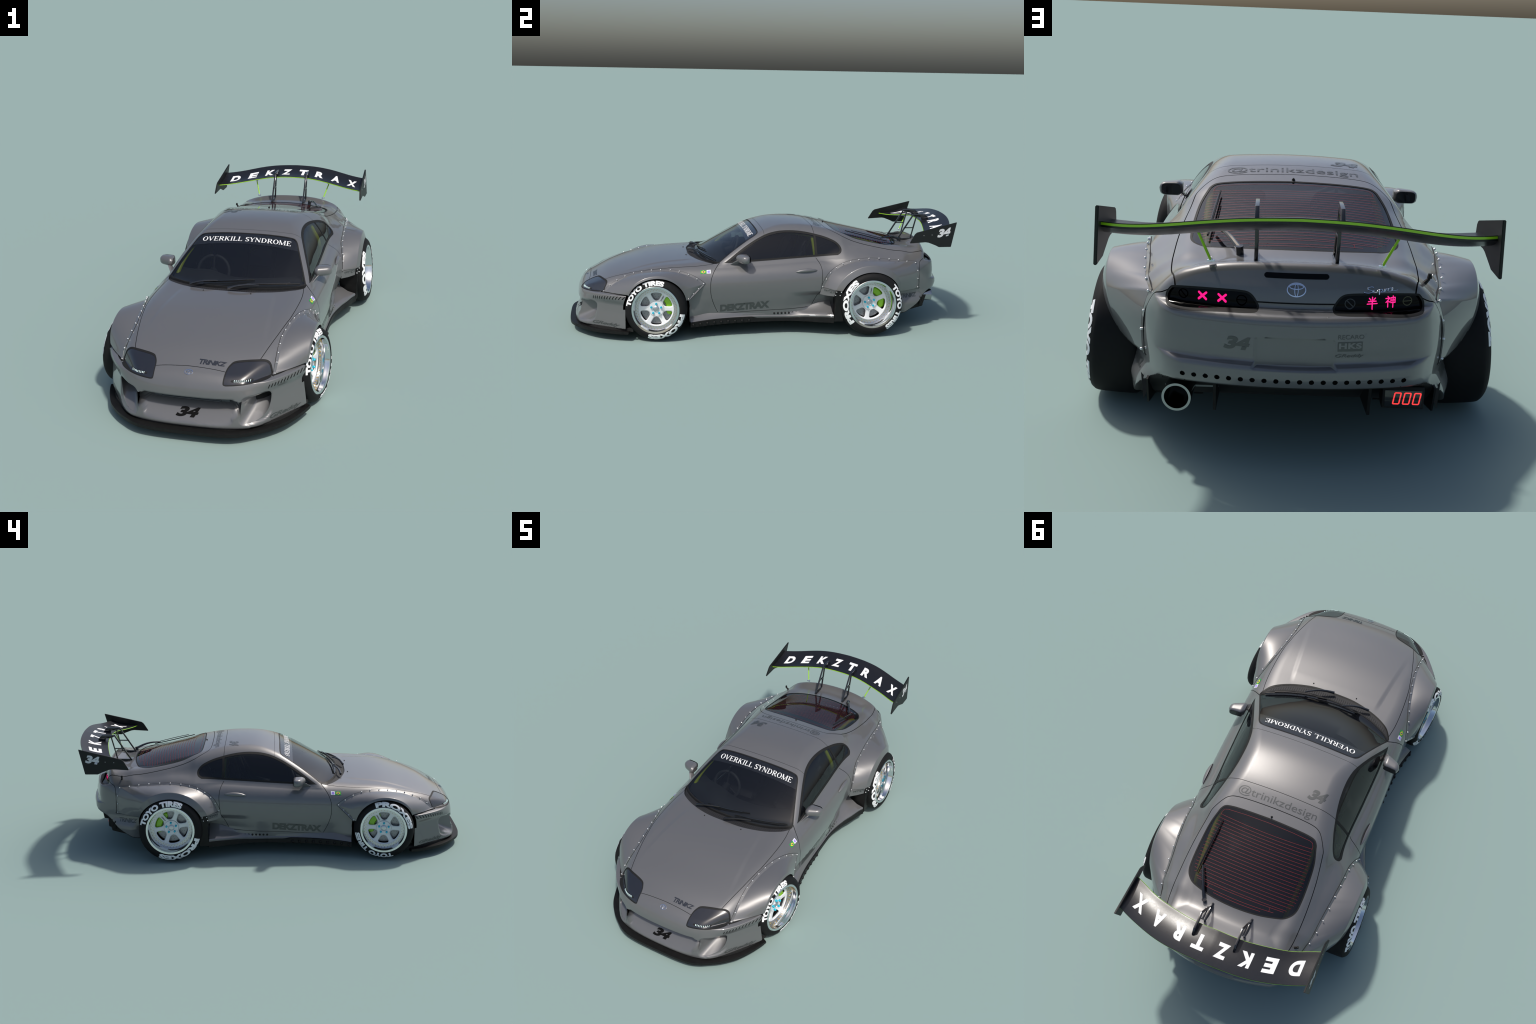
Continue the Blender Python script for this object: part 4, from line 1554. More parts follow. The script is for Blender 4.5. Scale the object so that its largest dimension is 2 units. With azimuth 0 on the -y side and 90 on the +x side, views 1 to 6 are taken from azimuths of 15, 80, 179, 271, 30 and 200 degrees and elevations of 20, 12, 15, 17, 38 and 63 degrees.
EP = [(.955, .5655), (.925, .4405), (.861, .4405), (.842, .450), (.806, .4655), (.790, .4665), (.708, .4615), (.7085, .465), (.733, .506), (.744, .5155)]
for s in (1, -1):
    bm = bmesh.new()
    px = lambda z, o: s * (.3772 + (.5655 - z) * .092 + o)
    a = [bm.verts.new((px(z, 0.), y, z)) for y, z in EP]
    b = [bm.verts.new((px(z, .007), y, z)) for y, z in EP]
    bm.faces.new(a)
    bm.faces.new(b[::-1])
    for i in range(len(a)):
        bm.faces.new((a[i], a[(i + 1) % len(a)], b[(i + 1) % len(a)], b[i]))
    bmesh.ops.bevel(bm, geom=[e for e in bm.edges], offset=.0015, segments=2, affect='EDGES')
    ep = from_bmesh('wing_endplate', bm, 'endplate', WING, angle=30)
    for y, z in ((.780, .5), (.823, .503)):
        put_rivet((px(z, .0065), y, z), (s, 0, 0), ep).scale = (.6, .6, .6)
    tv, tf, asp = text_mesh('34', .055, .95, .25)
    yy = lambda u: (.8505 + .072 * u) if s > 0 else (.9225 - .072 * u)
    q = np.stack([np.zeros(len(tv)), yy(tv[:, 0]), .4885 + .041 * tv[:, 1] + (tv[:, 0] * .011 if s > 0 else (1 - tv[:, 0]) * .011)], 1)
    q[:, 0] = [px(z, .0078) for z in q[:, 2]]
    part('race_number', q, tf, 'grey_print', ep)

UP_OUT = [(.735, .423), (.818, .559), (.822, .561), (.888, .561), (.909, .539), (.895, .521), (.872, .521), (.870, .5445), (.842, .5455), (.814, .4255)]
for s in (1, -1):
    x0 = s * .0835
    up = bpy.data.objects.new('wing_upright', None)
    link(up, WING)
    bars = [((.738, .4245), (.8205, .5535), .0072), ((.8105, .4255), (.8405, .548), .0062), ((.736, .4275), (.815, .4275), .0065), ((.7745, .4875), (.826, .4875), .005)]
    for (ya, za), (yb, zb), w in bars:
        L = math.hypot(yb - ya, zb - za)
        ang = math.atan2(zb - za, yb - ya)
        bar_ = box('upright_bar', (x0, (ya + yb) / 2, (za + zb) / 2), (.0078, L + w * .6, w), 'gloss_black', up, .001, Matrix.Rotation(ang, 4, 'X'))
    prism('swan_neck', [(.817, .5585), (.821, .5615), (.889, .5615), (.9095, .5395), (.895, .521), (.8725, .521), (.870, .5445), (.838, .5455)], 0, x0 - .0042, x0 + .0042, 'gloss_black', up, .001)
    box('upright_shim', (x0, .775, .4235), (.011, .082, .005), 'gloss_black', up, .001)
    # green stay rod with bright brackets
    st = tube('stay_rod', [(s * .1755, .829, .432), (s * .1985, .868, .499)], .0029, 'lime', WING, 10)
    box('stay_bracket', (s * .175, .829, .4315), (.016, .008, .004), 'chrome', st, .001)
    tube('stay_pin', [(s * .1735, .828, .430), (s * .177, .831, .438)], .0034, 'chrome', st, 10)
    box('stay_bracket', (s * .199, .869, .503), (.014, .007, .006), 'chrome', st, .001)

# big spaced lettering on the wing
for k, ch in enumerate('DEKZTRAX'):
    tv, tf, asp = text_mesh(ch, .05)
    tv, tf = refine(tv, tf, asp, .2)
    cx_ = -.318 + .6405 * k / 7
    w_ = .046 if ch not in 'TX' else .049
    u = cx_ + (tv[:, 0] - .5) * w_
    c = .26 + .46 * tv[:, 1]
    # letters lean: shear along the span
    P = wing_top(u, c) + np.array([0, 0, .0009])
    part('wing_lettering', P, tf, 'white_print', WING)

# ----------------------------------------------------------------------------
# 9. exhaust, diffuser fins, shift display
# ----------------------------------------------------------------------------
V, F = lathe([(.195, .0255), (.195, .0305), (.188, .0315), (.150, .030), (0, .027), (-.01, .026), (-.01, .021), (.10, .022), (.188, .0255)], 48, True)
ex = part('exhaust_tip', V, F, 'exhaust', angle=40)
ex.matrix_world = Matrix.Translation((.2225, .692, .1565)) @ Matrix.Rotation(math.radians(85.5), 4, 'Z') @ Matrix.Rotation(math.radians(1.0), 4, 'Y')
V, F = lathe([(.03, .0001), (.03, .022)], 32, False)
part('exhaust_bore', V, F, 'liner', ex)
V, F = lathe([(-.062, .0001), (-.062, .040), (-.057, .044), (.057, .044), (.062, .040), (.062, .0001)], 48, False)
mf = part('muffler', V, F, 'muffler', angle=35)
mf.location = (.213, .765, .172)
for s in (1, -1):
    prism('diffuser_fin', [(.66, .075), (.715, .083), (.819, .110), (.838, .170), (.80, .17), (.70, .12)], 0, s * .304 - .002, s * .304 + .002, 'black')
    prism('diffuser_fin', [(.70, .10), (.885, .1265), (.900, .205), (.72, .20)], 0, s * .159 - .003, s * .159 + .003, 'black')
prism('diffuser_floor', [(-.30, .66), (.30, .66), (.27, .86), (-.27, .86)], 2, .185, .190, 'liner')
DY = .842
disp = prism('shift_display', [(DY - .075, .172), (DY - .003, .172), (DY, .163), (DY - .001, .126), (DY - .005, .1215), (DY - .035, .122), (DY - .075, .145)], 0, -.2815, -.1925, 'gap', bevel=.0015)
box('display_face', (-.237, DY - .0003, .1462), (.079, .0022, .0375), 'gloss_black', disp, .001)
box('display_bracket', (-.237, DY - .05, .182), (.03, .03, .03), 'gap', disp)
SEG = [(0, 0, 1, 0), (0, 1, 1, 1), (0, 0, 0, .5), (1, 0, 1, .5), (0, .5, 0, 1), (1, .5, 1, 1)]
for k in range(3):
    V, F = [], []
    ox = -.2175 - .0210 * k
    for a, b, c, d in SEG:
        x0, z0 = a * .0130, b * .025
        x1, z1 = c * .0130, d * .025
        g_ = .0013
        L = math.hypot(x1 - x0, z1 - z0)
        dx, dz = (x1 - x0) / L, (z1 - z0) / L
        x0 += dx * g_; z0 += dz * g_; x1 -= dx * g_; z1 -= dz * g_
        base = len(V)
        for q in stroke(x0, z0, x1, z1, .0014):
            V.append((ox - q[0] - q[1] * .16 + .0025, DY + .0013, .1345 + q[1]))
        F.append(tuple(range(base, len(V))))
    part('display_digit', V, F, 'led_red', disp)
# jack post look-alike: rear corner fins below the bumper ends
for s in (1, -1):
    part('corner_fin', [(s * .322, .80, .170), (s * .300, .815, .150), (s * .3140, .82, .116), (s * .3155, .80, .116)], [(0, 1, 2, 3)], 'black', smooth=False)

# ----------------------------------------------------------------------------
# 10. mirrors, handles, wipers, aerial, nozzles
# ----------------------------------------------------------------------------
for s in (1, -1):
    # housing: boxy rounded shell lofted along x
    rows = []
    for t in np.linspace(0, 1, 17):
        x = .3255 + .0715 * t
        e = (1 - max(0, (t - .70) / .31) ** 2.4) ** .5 if t < 1 else .05
        e *= 1 - .35 * max(0, .16 - t) / .16
        front, back = -.179 + .034 * t, -.1120 + .004 * t
        cy_, hy = (front + back) / 2, (back - front) / 2 * e
        zt, zb = .4095 - .004 * t, .3645 + .003 * t
        cz_, hz = (zt + zb) / 2, (zt - zb) / 2 * e
        row = []
        for k in range(28):
            a = 2 * math.pi * k / 28
            ca, sa = math.cos(a), math.sin(a)
            p = 5. if ca > 0 else 2.5                 # squared at the glass, rounded in the wind
            q = (abs(ca) ** p + abs(sa) ** p) ** (-1 / p)
            row.append((s * x, cy_ + hy * ca * q, cz_ + hz * sa * q))
        rows.append(row)
    G = np.array(rows)
    n, m = G.shape[:2]
    V = G.reshape(-1, 3)
    F = [(i * m + j, i * m + (j + 1) % m, (i + 1) * m + (j + 1) % m, (i + 1) * m + j) for i in range(n - 1) for j in range(m)]
    F += [tuple(range(m))[::-1], tuple(range((n - 1) * m, n * m))]
    if s < 0:
        F = [f[::-1] for f in F]
    mi = part('wing_mirror', V, F, 'paint', angle=50)
    # foot
    rows = []
    for t in np.linspace(0, 1, 8):
        c = np.array([.318 + .022 * t, -.186 + .026 * t, .350 + .026 * t])
        ry, rx = .020 - .004 * t, .010
        rows.append([(s * (c[0] + rx * math.cos(a) * .8), c[1] + ry * math.sin(a), c[2] + .003 * math.cos(a)) for a in [2 * math.pi * k / 16 for k in range(16)]])
    G = np.array(rows)
    n, m = G.shape[:2]
    F = [(i * m + j, i * m + (j + 1) % m, (i + 1) * m + (j + 1) % m, (i + 1) * m + j) for i in range(n - 1) for j in range(m)]
    F += [tuple(range(m))[::-1], tuple(range((n - 1) * m, n * m))]
    part('mirror_foot', G.reshape(-1, 3), F if s > 0 else [f[::-1] for f in F], 'paint', mi)
    gl = []
    for k in range(32):
        a = 2 * math.pi * k / 32
        q = (abs(math.cos(a)) ** 4 + abs(math.sin(a)) ** 4) ** (-.25)
        gl.append((s * (.3595 + .0285 * math.cos(a) * q), -.1088 + .0022 * math.cos(a), .3873 + .0175 * math.sin(a) * q))
    part('mirror_glass', gl, [tuple(range(32))], 'mirror', mi, smooth=False)
    # door handle: recessed cup and arched grip
    hv = []
    for t in np.linspace(0, 1, 20):
        y = .127 + .110 * t
        hz = .3195 + .0035 * math.sin(math.pi * t) + .005 * t
        hv.append((y, hz, .0090 * math.sin(math.pi * min(max(t, .02), .98)) ** .5))
    P0 = np.array([(.45, a, b) for a, b, c in hv])
    base = cast(lambda x, y, z: -body_field(x, y, z), P0, np.tile([-1., 0, 0], (20, 1)), .2, 60)
    rows = []
    for p, (a, b, w_) in zip(base, hv):
        t = (a - .127) / .110
        lift = .0135 * math.sin(math.pi * t) ** .6
        rows.append([(s * (p[0] + lift * q + .001), a, b + w_ * r) for q, r in ((.0, -1.15), (.8, -.8), (1.05, 0), (.8, .8), (0, 1.1))])
    G = np.array(rows)
    n, m = G.shape[:2]
    F = [(i * m + j, i * m + j + 1, (i + 1) * m + j + 1, (i + 1) * m + j) for i in range(n - 1) for j in range(m - 1)]
    hd = part('door_handle', G.reshape(-1, 3), F if s < 0 else [f[::-1] for f in F], 'paint', angle=60)
    lv, lf = lathe([(.0005, .0001), (.0005, .0032), (-.003, .0034)], 16, False)
    lk = part('key_lock', lv * [s, 1, 1], lf if s > 0 else [f[::-1] for f in lf], 'chrome', hd)
    lk.location = (s * (base[16][0] + .0085), .2175, .3262)

# front wipers lying on the screen foot
def on_screen(x, y, lift):
    O = np.array([[x, y, .6]])
    P = cast(lambda a, b, c: -body_field(a, b, c), O, np.array([[0, 0, -1.]]), .4, 100)[0]
    return P + np.array([0, -lift * .5, lift])


for (px_, py_), (ex_, ey_), (tx_, ty_), (ux_, uy_) in (((-.176, -.357), (-.06, -.327), (.095, -.302), (-.130, -.326)), ((-.002, -.382), (.12, -.333), (.283, -.266), (.03, -.338))):
    pts = [on_screen(px_ + (ex_ - px_) * t, py_ + (ey_ - py_) * t, .010 + .010 * math.sin(math.pi * t)) for t in np.linspace(0, 1, 8)]
    wa = tube('wiper_arm', pts, .0042, 'gloss_black', None, 8, radii=np.linspace(.0062, .0030, 8))
    pts = [on_screen(ux_ + (tx_ - ux_) * t, uy_ + (ty_ - uy_) * t - .010 * math.sin(math.pi * t), .0045) for t in np.linspace(0, 1, 14)]
    tube('wiper_blade', pts, .0026, 'black', wa, 6)
    pts = [on_screen(ux_ + (tx_ - ux_) * t, uy_ + (ty_ - uy_) * t - .010 * math.sin(math.pi * t), .0095) for t in np.linspace(.15, .85, 10)]
    tube('wiper_bridge', pts, .0017, 'gloss_black', wa, 6)
# cowl slats
for k in range(56):
    x = -.27 + .54 * k / 55
    y0 = float(np.interp(abs(x), [p[0] for p in HOOD_REAR], [p[1] for p in HOOD_REAR]))
    y1 = float(np.interp(abs(x), [p[0] for p in GLASS_LOW], [p[1] for p in GLASS_LOW]))
    a = on_screen(x, y0 + .008, -.0085)
    b = on_screen(x, y1 - .008, -.0085)
    o = tube('cowl_slat', [a, (a + b) / 2, b], .0012, 'rubber_trim', None, 5)
# rear wiper
def on_rear(x, y, lift):
    O = np.array([[x, y, .65]])
    P = cast(lambda a, b, c: -body_field(a, b, c), O, np.array([[0, 0, -1.]]), .45, 100)[0]
    return P + unit(grad(body_field, P[None]))[0] * lift


pts = [on_rear(.119 + .060 * t, .737 - .125 * t, .012 + .010 * math.sin(math.pi * t)) for t in np.linspace(0, 1, 8)]
ra = tube('rear_wiper_arm', pts, .004, 'gloss_black', None, 8, radii=np.linspace(.0068, .0034, 8))
tube('rear_wiper_pivot', [on_rear(.119, .737, 0.), on_rear(.119, .737, .019)], .0085, 'gloss_black', ra, 14)
pts = [on_rear(.193 - .014 * t, .645 - .225 * t, .008) for t in np.linspace(0, 1, 14)]
tube('rear_wiper_blade', pts, .0024, 'black', ra, 6)
pts = [on_rear(.192 - .014 * t, .640 - .215 * t, .0145 + .003 * math.sin(math.pi * t)) for t in np.linspace(.12, .88, 10)]
tube('rear_wiper_bridge', pts, .0018, 'gloss_black', ra, 6)
# roof aerial nub, washer nozzles, stub aerial on the left rear wing
tube('roof_nub', [on_rear(0, .341, 0.), on_rear(0, .344, .006)], .004, 'black', None, 8, radii=[.005, .002])
for s in (1, -1):
    nz = on_rear(s * .103, -.4045, -.001)
    tube('washer_nozzle', [nz, nz + [0, .002, .0045]], .003, 'black' if False else 'rubber_trim', None, 8, radii=[.0036, .0016])
pa = on_rear(-.276, .764, -.002)
tube('stub_aerial', [pa, pa + [-.010, -.002, .010], pa + [-.011, -.002, .017]], .0035, 'rubber_trim', None, 8, radii=[.0055, .0038, .003])
tube('stub_aerial_knob', [pa + [-.0115, -.002, .012], pa + [-.0118, -.002, .022]], .0045, 'black', None, 8, radii=[.0058, .004])

# ----------------------------------------------------------------------------
# 11. lettering and stickers on the body
# ----------------------------------------------------------------------------
def lettering(name, body, corners, out, mat, offset=.0, space=1., shear=0., step=.03, parent=None):
    V, F, asp = text_mesh(body, offset, space, shear)
    V, F = refine(V, F, asp, step)
    return decal(name, V, F, quad_place(*corners, out), mat, parent)


def patch(name, corners, out, mat, n=8, parent=None, lift=.0008, shape=None):
    """plain sticker: rectangle or the inside of a shape function"""
    V = np.array([(i / n, j / n) for j in range(n + 1) for i in range(n + 1)], float)
    F = []
    for j in range(n):
        for i in range(n):
            a = j * (n + 1) + i
            F += [(a, a + 1, a + n + 2), (a, a + n + 2, a + n + 1)]
    sk = Skin(np.column_stack([V, np.zeros(len(V))]), F)
    if shape:
        sk.cut(lambda x, y, z: shape(x, y))
        cc = sk.centroids()
        V2, F2 = sk.sub(shape(cc[:, 0], cc[:, 1]) < 0)
    else:
        V2, F2 = sk.V, sk.T
    return decal(name, V2[:, :2], F2, quad_place(*corners, out), mat, parent, lift)


door = PARTS['door']
for s, ob in ((1, door[0]), (-1, door[1])):
    c = [(.36, -.2548, .1228), (.36, -.0055, .1385), (.36, -.0055, .1765), (.36, -.2548, .1590)]
    if s < 0:
        c = [(-.36, -.0055, .1385), (-.36, -.2548, .1228), (-.36, -.2548, .1590), (-.36, -.0055, .1765)]
    lettering('door_lettering', 'DEKZTRAX', c, (s, 0, 0), 'dark_print', .06, .90, 0, .02, ob)
    # maker's name low on the front bumper corner
    a, b = (.2925, -.884, .0635), (.384, -.752, .0625)
    a2, b2 = (.2965, -.877, .0845), (.388, -.746, .0815)
    o = (s * .80, -.60, 0)
    cc = [a, b, b2, a2] if s > 0 else mirror_pts(b, a, a2, b2)
    lettering('bumper_lettering', 'GReddy', cc, o, 'dark_print', .03, .95, .3, .05)
    # small name behind the rear wheel
    a, b, b2, a2 = (.345, .684, .1665), (.319, .776, .1680), (.318, .778, .1895), (.344, .681, .1880)
    cc = [a, b, b2, a2] if s > 0 else mirror_pts(b, a, a2, b2)
    lettering('quarter_lettering', 'TRiNiKZ', cc, (s * .95, .25, 0), 'dark_print', .03, .9, .2, .06)
    # flag and square sticker on the front wing
    f0, f1, f2, f3 = (.3526, -.3518, .317), (.353, -.3225, .3178), (.3395, -.3215, .3325), (.3388, -.3518, .332)
    g0, g1, g2, g3 = (.353, -.3215, .3178), (.3536, -.3005, .3184), (.3388, -.3005, .3343), (.3395, -.3205, .3330)
    fc = [f0, f1, f2, f3] if s > 0 else mirror_pts(f1, f0, f3, f2)
    gc = [g0, g1, g2, g3] if s > 0 else mirror_pts(g1, g0, g3, g2)
    o = (s * .72, 0, .69)
    fl = patch('flag_sticker', fc, o, 'flag_green')
    patch('flag_diamond', fc, o, 'flag_yellow', 16, fl, .0012, lambda u, v: np.abs(u - .5) / .42 + np.abs(v - .5) / .40 - 1)
    patch('flag_disc', fc, o, 'flag_blue', 20, fl, .0016, lambda u, v: np.hypot((u - .5) * 1.5, v - .5) - .20)
    sq = patch('square_sticker', gc, o, 'sticker_white')
    patch('sticker_print', gc, o, 'sticker_violet', 14, sq, .0012, lambda u, v: np.maximum(np.abs(u - .52), np.abs(v - .48)) - .30 - .07 * np.sin(u * 19) * np.cos(v * 17))
    # block logo on the flare foot
    tv, tf, asp = text_mesh('HKS', .045, 1.1)
    A = np.array([.3845, .2703, .2065]); B = np.array([.4255, .3141, .2080])
    A2 = np.array([.3845, .2703, .2315]); B2 = np.array([.4265, .3152, .2305])
    nrm = np.array([.70, -.72, 0])
    box_uv = np.array([(0, 0), (1, 0), (1, 1), (0, 1)], float)
    P = bilinear(A, B, B2, A2)(box_uv[:, 0], box_uv[:, 1]) + nrm * .0012
    if s < 0:
        P = P * [-1, 1, 1]
    part('block_logo', P, [(0, 1, 2, 3)], 'dark_print', smooth=False)
    uv = .06 + tv * [.88, .62]
    uv[:, 1] += .24
    if s < 0:
        uv[:, 0] = 1 - uv[:, 0]
    P = bilinear(A, B, B2, A2)(uv[:, 0], uv[:, 1]) + nrm * .0020
    if s < 0:
        P = P * [-1, 1, 1]
    part('block_logo_letters', P, tf, 'paint', smooth=False)

# hood script, roof and tail lettering
lettering('hood_lettering', 'TRiNiKZ', [(.0295, -.883, .27), (.1325, -.8775, .264), (.1335, -.8600, .273), (.0265, -.8605, .279)], (0, -.45, .89), 'blue_print', .035, .88, .25, .04, PARTS['hood'][0])
# read from behind: text runs towards -x
lettering('roof_number', '34', [(-.1000, .2165, .532), (-.1765, .2185, .526), (-.1785, .1680, .527), (-.1060, .1690, .534)], (0, 0, 1), 'dark_print', .05, .95, .25, .06, PARTS['roof'][0])
lettering('roof_lettering', '@trinikzdesign', [(.1700, .2990, .516), (-.1690, .3000, .516), (-.1690, .2570, .523), (.1700, .2560, .523)], (0, .1, 1), 'dark_print', .0, 1., 0, .02)
bump = PARTS['rear_bumper'][0]
out = (0, 1, 0)
lettering('tail_number', '34', [(.1420, .93, .2755), (.0880, .93, .2745), (.0880, .93, .3015), (.1420, .93, .3025)], out, 'dark_print', .05, .95, .25, .06, bump)
lettering('tail_lettering', 'RECARO', [(-.0850, .93, .3040), (-.1375, .93, .3045), (-.1375, .93, .3130), (-.0850, .93, .3130)], out, 'dark_print', .0, 1., 0, .06, bump)
bl = patch('tail_block_logo', [(-.0850, .93, .2790), (-.1350, .93, .2795), (-.1350, .93, .2990), (-.0850, .93, .2985)], out, 'dark_print', 8, bump)
lettering('tail_block_letters', 'HKS', [(-.0870, .93, .2845), (-.1330, .93, .2850), (-.1330, .93, .2972), (-.0870, .93, .2968)], out, 'paint', .045, 1.1, 0, .06, bl)
bpy.context.view_layer.update()
for v in bl.children:
    for q in v.data.vertices:
        q.co.y += .0007
lettering('tail_lettering', 'GReddy', [(-.0815, .93, .2640), (-.1385, .93, .2645), (-.1385, .93, .2735), (-.0815, .93, .2730)], out, 'dark_print', .0, .95, .3, .06, bump)
# script name plate over the left tail lamp, from joined strokes
def script_line(pts, w, name='script_nameplate'):
    P = smooth_path(pts, 8)
    pl, N = rear_place((0, 0))(P[:, 0], P[:, 1])
    return tube(name, pl + N * .0012, w, 'chrome', None, 6)


S0, Sz, Sw, Sh = .1350, .3800, .072, .0150
sc = lambda L: [(S0 + Sw * a, Sz + Sh * b) for a, b in L]
script_line(sc([(.02, .40), (.05, .28), (.16, .22), (.27, .33), (.26, .50), (.15, .66), (.14, .86), (.24, .98), (.30, .90)]), .0013)
script_line(sc([(.30, .55), (.31, .32), (.36, .28), (.41, .52), (.41, .34), (.46, .62), (.465, .0)]), .0011)
script_line(sc([(.465, .55), (.53, .68), (.56, .50), (.50, .32), (.58, .34), (.62, .66), (.62, .38), (.66, .68), (.71, .66)]), .0011)
script_line(sc([(.82, .78), (.74, .74), (.71, .44), (.80, .42), (.85, .80), (.84, .44), (.90, .42), (1., .50)]), .0011)

# big number inside the mouth
mp = lambda u, v: None
lettering('nose_number', '34', [(-.0480, -.95, .0800), (.0440, -.95, .0800), (.0440, -.925, .1085), (-.0480, -.925, .1085)], (0, -1, .25), 'black_print', .055, .95, .3, .06, PARTS['front_bumper'][0])

# sun strip and lettering on the windscreen
def strip_patch(name, y_low, y_high, mat, lift):
    V, F = [], []
    nu, nv = 60, 6
    for j in range(nv + 1):
        for i in range(nu + 1):
            t = j / nv
            x = (-1 + 2 * i / nu)
            yh = y_high
            half = np.interp(yh + (y_low - yh) * t, [-.12, -.071, -.056, -.046], [.2455, .2265, .214, .190])
            V.append((x * half, yh + (y_low - yh) * t - .004 * (1 - x * x) * 0, .6))
    O = np.array(V)
    P = cast(lambda a, b, c: -body_field(a, b, c), O, np.tile([0, 0, -1.], (len(O), 1)), .4, 100)
    N = unit(grad(body_field, P))
    F = [(j * (nu + 1) + i, (j + 1) * (nu + 1) + i, (j + 1) * (nu + 1) + i + 1, j * (nu + 1) + i + 1) for j in range(nv) for i in range(nu)]
    return part(name, P + N * lift, F, mat, normals=N)


strip_patch('sun_strip', -.112, -.050, 'gloss_black', -.0010)


# serif capitals: strokes (x0, z0, x1, z1, half width) and arcs, all in a unit-height box
def serif_letter(ch):
    thick, thin, ser = .085, .035, .022
    q = []

    def bar(x0, y0, x1, y1, w):
        a = math.atan2(y1 - y0, x1 - x0)
        nx, ny = -math.sin(a) * w, math.cos(a) * w
        q.append([(x0 + nx, y0 + ny), (x0 - nx, y0 - ny), (x1 - nx, y1 - ny), (x1 + nx, y1 + ny)])

    def stem(x, w=thick, y0=0., y1=1., s=(1, 1)):
        q.append([(x - w, y0), (x + w, y0), (x + w, y1), (x - w, y1)])
        for yy, on in ((y0, s[0]), (y1, s[1])):
            if on:
                d = ser * 2 if yy < .5 else -ser * 2
                q.append([(x - w - .09, yy), (x + w + .09, yy), (x + w + .09, yy + d), (x - w - .09, yy + d)])

    def bowl(cx, cy, rx, ry, a0, a1, wmax=thick):
        n = 20
        for k in range(n):
            pts = []
            for t in (k / n, (k + 1) / n):
                a = math.radians(a0 + (a1 - a0) * t)
                w = thin * 1.1 + (wmax * 1.15 - thin) * abs(math.cos(a))
                pts += [(cx + (rx + w) * math.cos(a), cy + (ry + thin) * math.sin(a)), (cx + (rx - w) * math.cos(a), cy + (ry - thin) * math.sin(a))]
            q.append([pts[0], pts[1], pts[3], pts[2]])
    if ch == 'O':
        bowl(.48, .5, .36, .48, 0, 360); wd = .96
    elif ch == 'V':
        bar(.13, .98, .48, .02, thick); bar(.82, .98, .48, .02, thin)
        q.append([(0, 1), (.30, 1), (.30, .955), (0, .955)]); q.append([(.68, 1), (.96, 1), (.96, .955), (.68, .955)]); wd = .94
    elif ch == 'E':
        stem(.20)
        for yy, L in ((.965, .74), (.035, .78), (.51, .56)):
            bar(.2, yy, L, yy, thin)
        bar(.72, 1., .72, .80, thin); bar(.76, 0, .76, .22, thin); bar(.55, .60, .55, .42, thin); wd = .84
    elif ch == 'R':
        stem(.20); bowl(.46, .74, .24, .225, -90, 90); bar(.2, .965, .46, .965, thin); bar(.2, .515, .46, .515, thin); bar(.46, .50, .80, .02, thick)
        q.append([(.72, 0), (.98, 0), (.98, .045), (.72, .045)]); wd = .94
    elif ch == 'K':
        stem(.20); bar(.25, .45, .74, .97, thin); bar(.40, .60, .80, .02, thick)
        q.append([(.62, 1), (.92, 1), (.92, .955), (.62, .955)]); q.append([(.68, 0), (1., 0), (1., .045), (.68, .045)]); wd = 1.
    elif ch == 'I':
        stem(.20); wd = .42
    elif ch == 'L':
        stem(.20); bar(.2, .035, .76, .035, thin); bar(.74, 0, .74, .26, thin); wd = .80
    elif ch == 'S':
        bowl(.34, .74, .21, .235, 35, 250); bowl(.36, .26, .22, .235, -145, 80); bar(.27, .565, .45, .445, thick * .9)
        bar(.56, 1., .56, .76, thin); bar(.10, 0, .10, .25, thin); wd = .68
    elif ch == 'Y':
        bar(.13, .98, .46, .45, thick); bar(.80, .98, .46, .45, thin); stem(.46, thick, 0, .5, (1, 0))
        q.append([(0, 1), (.30, 1), (.30, .955), (0, .955)]); q.append([(.66, 1), (.94, 1), (.94, .955), (.66, .955)]); wd = .90
    elif ch == 'N':
        stem(.16, thin); stem(.82, thin, 0, 1, (0, 1)); bar(.14, .98, .82, .02, thick); wd = 1.
    elif ch == 'D':
        stem(.20); bowl(.42, .5, .40, .465, -90, 90); bar(.2, .965, .44, .965, thin); bar(.2, .035, .44, .035, thin); wd = .98
    elif ch == 'M':
        stem(.14, thin); stem(1.0, thick); bar(.14, .98, .56, .04, thick); bar(.98, .98, .56, .04, thin); wd = 1.2
    else:
        wd = .40
    return q, wd


def serif_text(body):
    V, F, pen = [], [], 0.
    for ch in body:
        q, wd = serif_letter(ch)
        for poly in q:
            base = len(V)
            V += [(pen + a, b) for a, b in poly]
            ar = sum(poly[k][0] * poly[(k + 1) % 4][1] - poly[(k + 1) % 4][0] * poly[k][1] for k in range(4))
            F += [(base, base + 1, base + 2), (base, base + 2, base + 3)] if ar > 0 else [(base, base + 2, base + 1), (base, base + 3, base + 2)]
        pen += wd + .04
    V = np.array(V)
    V[:, 0] /= pen
    return V, np.array(F), pen


V, F, asp = serif_text('OVERKILL SYNDROME')
V, F = refine(V, F, asp, .02)
# keep overlapping strokes from fighting: tiny steps in height per stroke are not needed on one plane, so weld by lifting in order
pl = quad_place((-.2030, -.0965, .48), (.2070, -.0965, .48), (.2050, -.0700, .489), (-.2030, -.0700, .489), (0, -.3, .95))
O, D = pl(V[:, 0], V[:, 1])
P = cast(lambda a, b, c: -body_field(a, b, c), O, unit(D), .35, 60)
N = unit(grad(body_field, P))
u, inv = np.unique(F, return_inverse=True)
part('screen_lettering', P + N * .0007, F, 'white_print', PARTS['windscreen'][0], normals=N)

# rear heater wires printed on the rear window
V, F = [], []


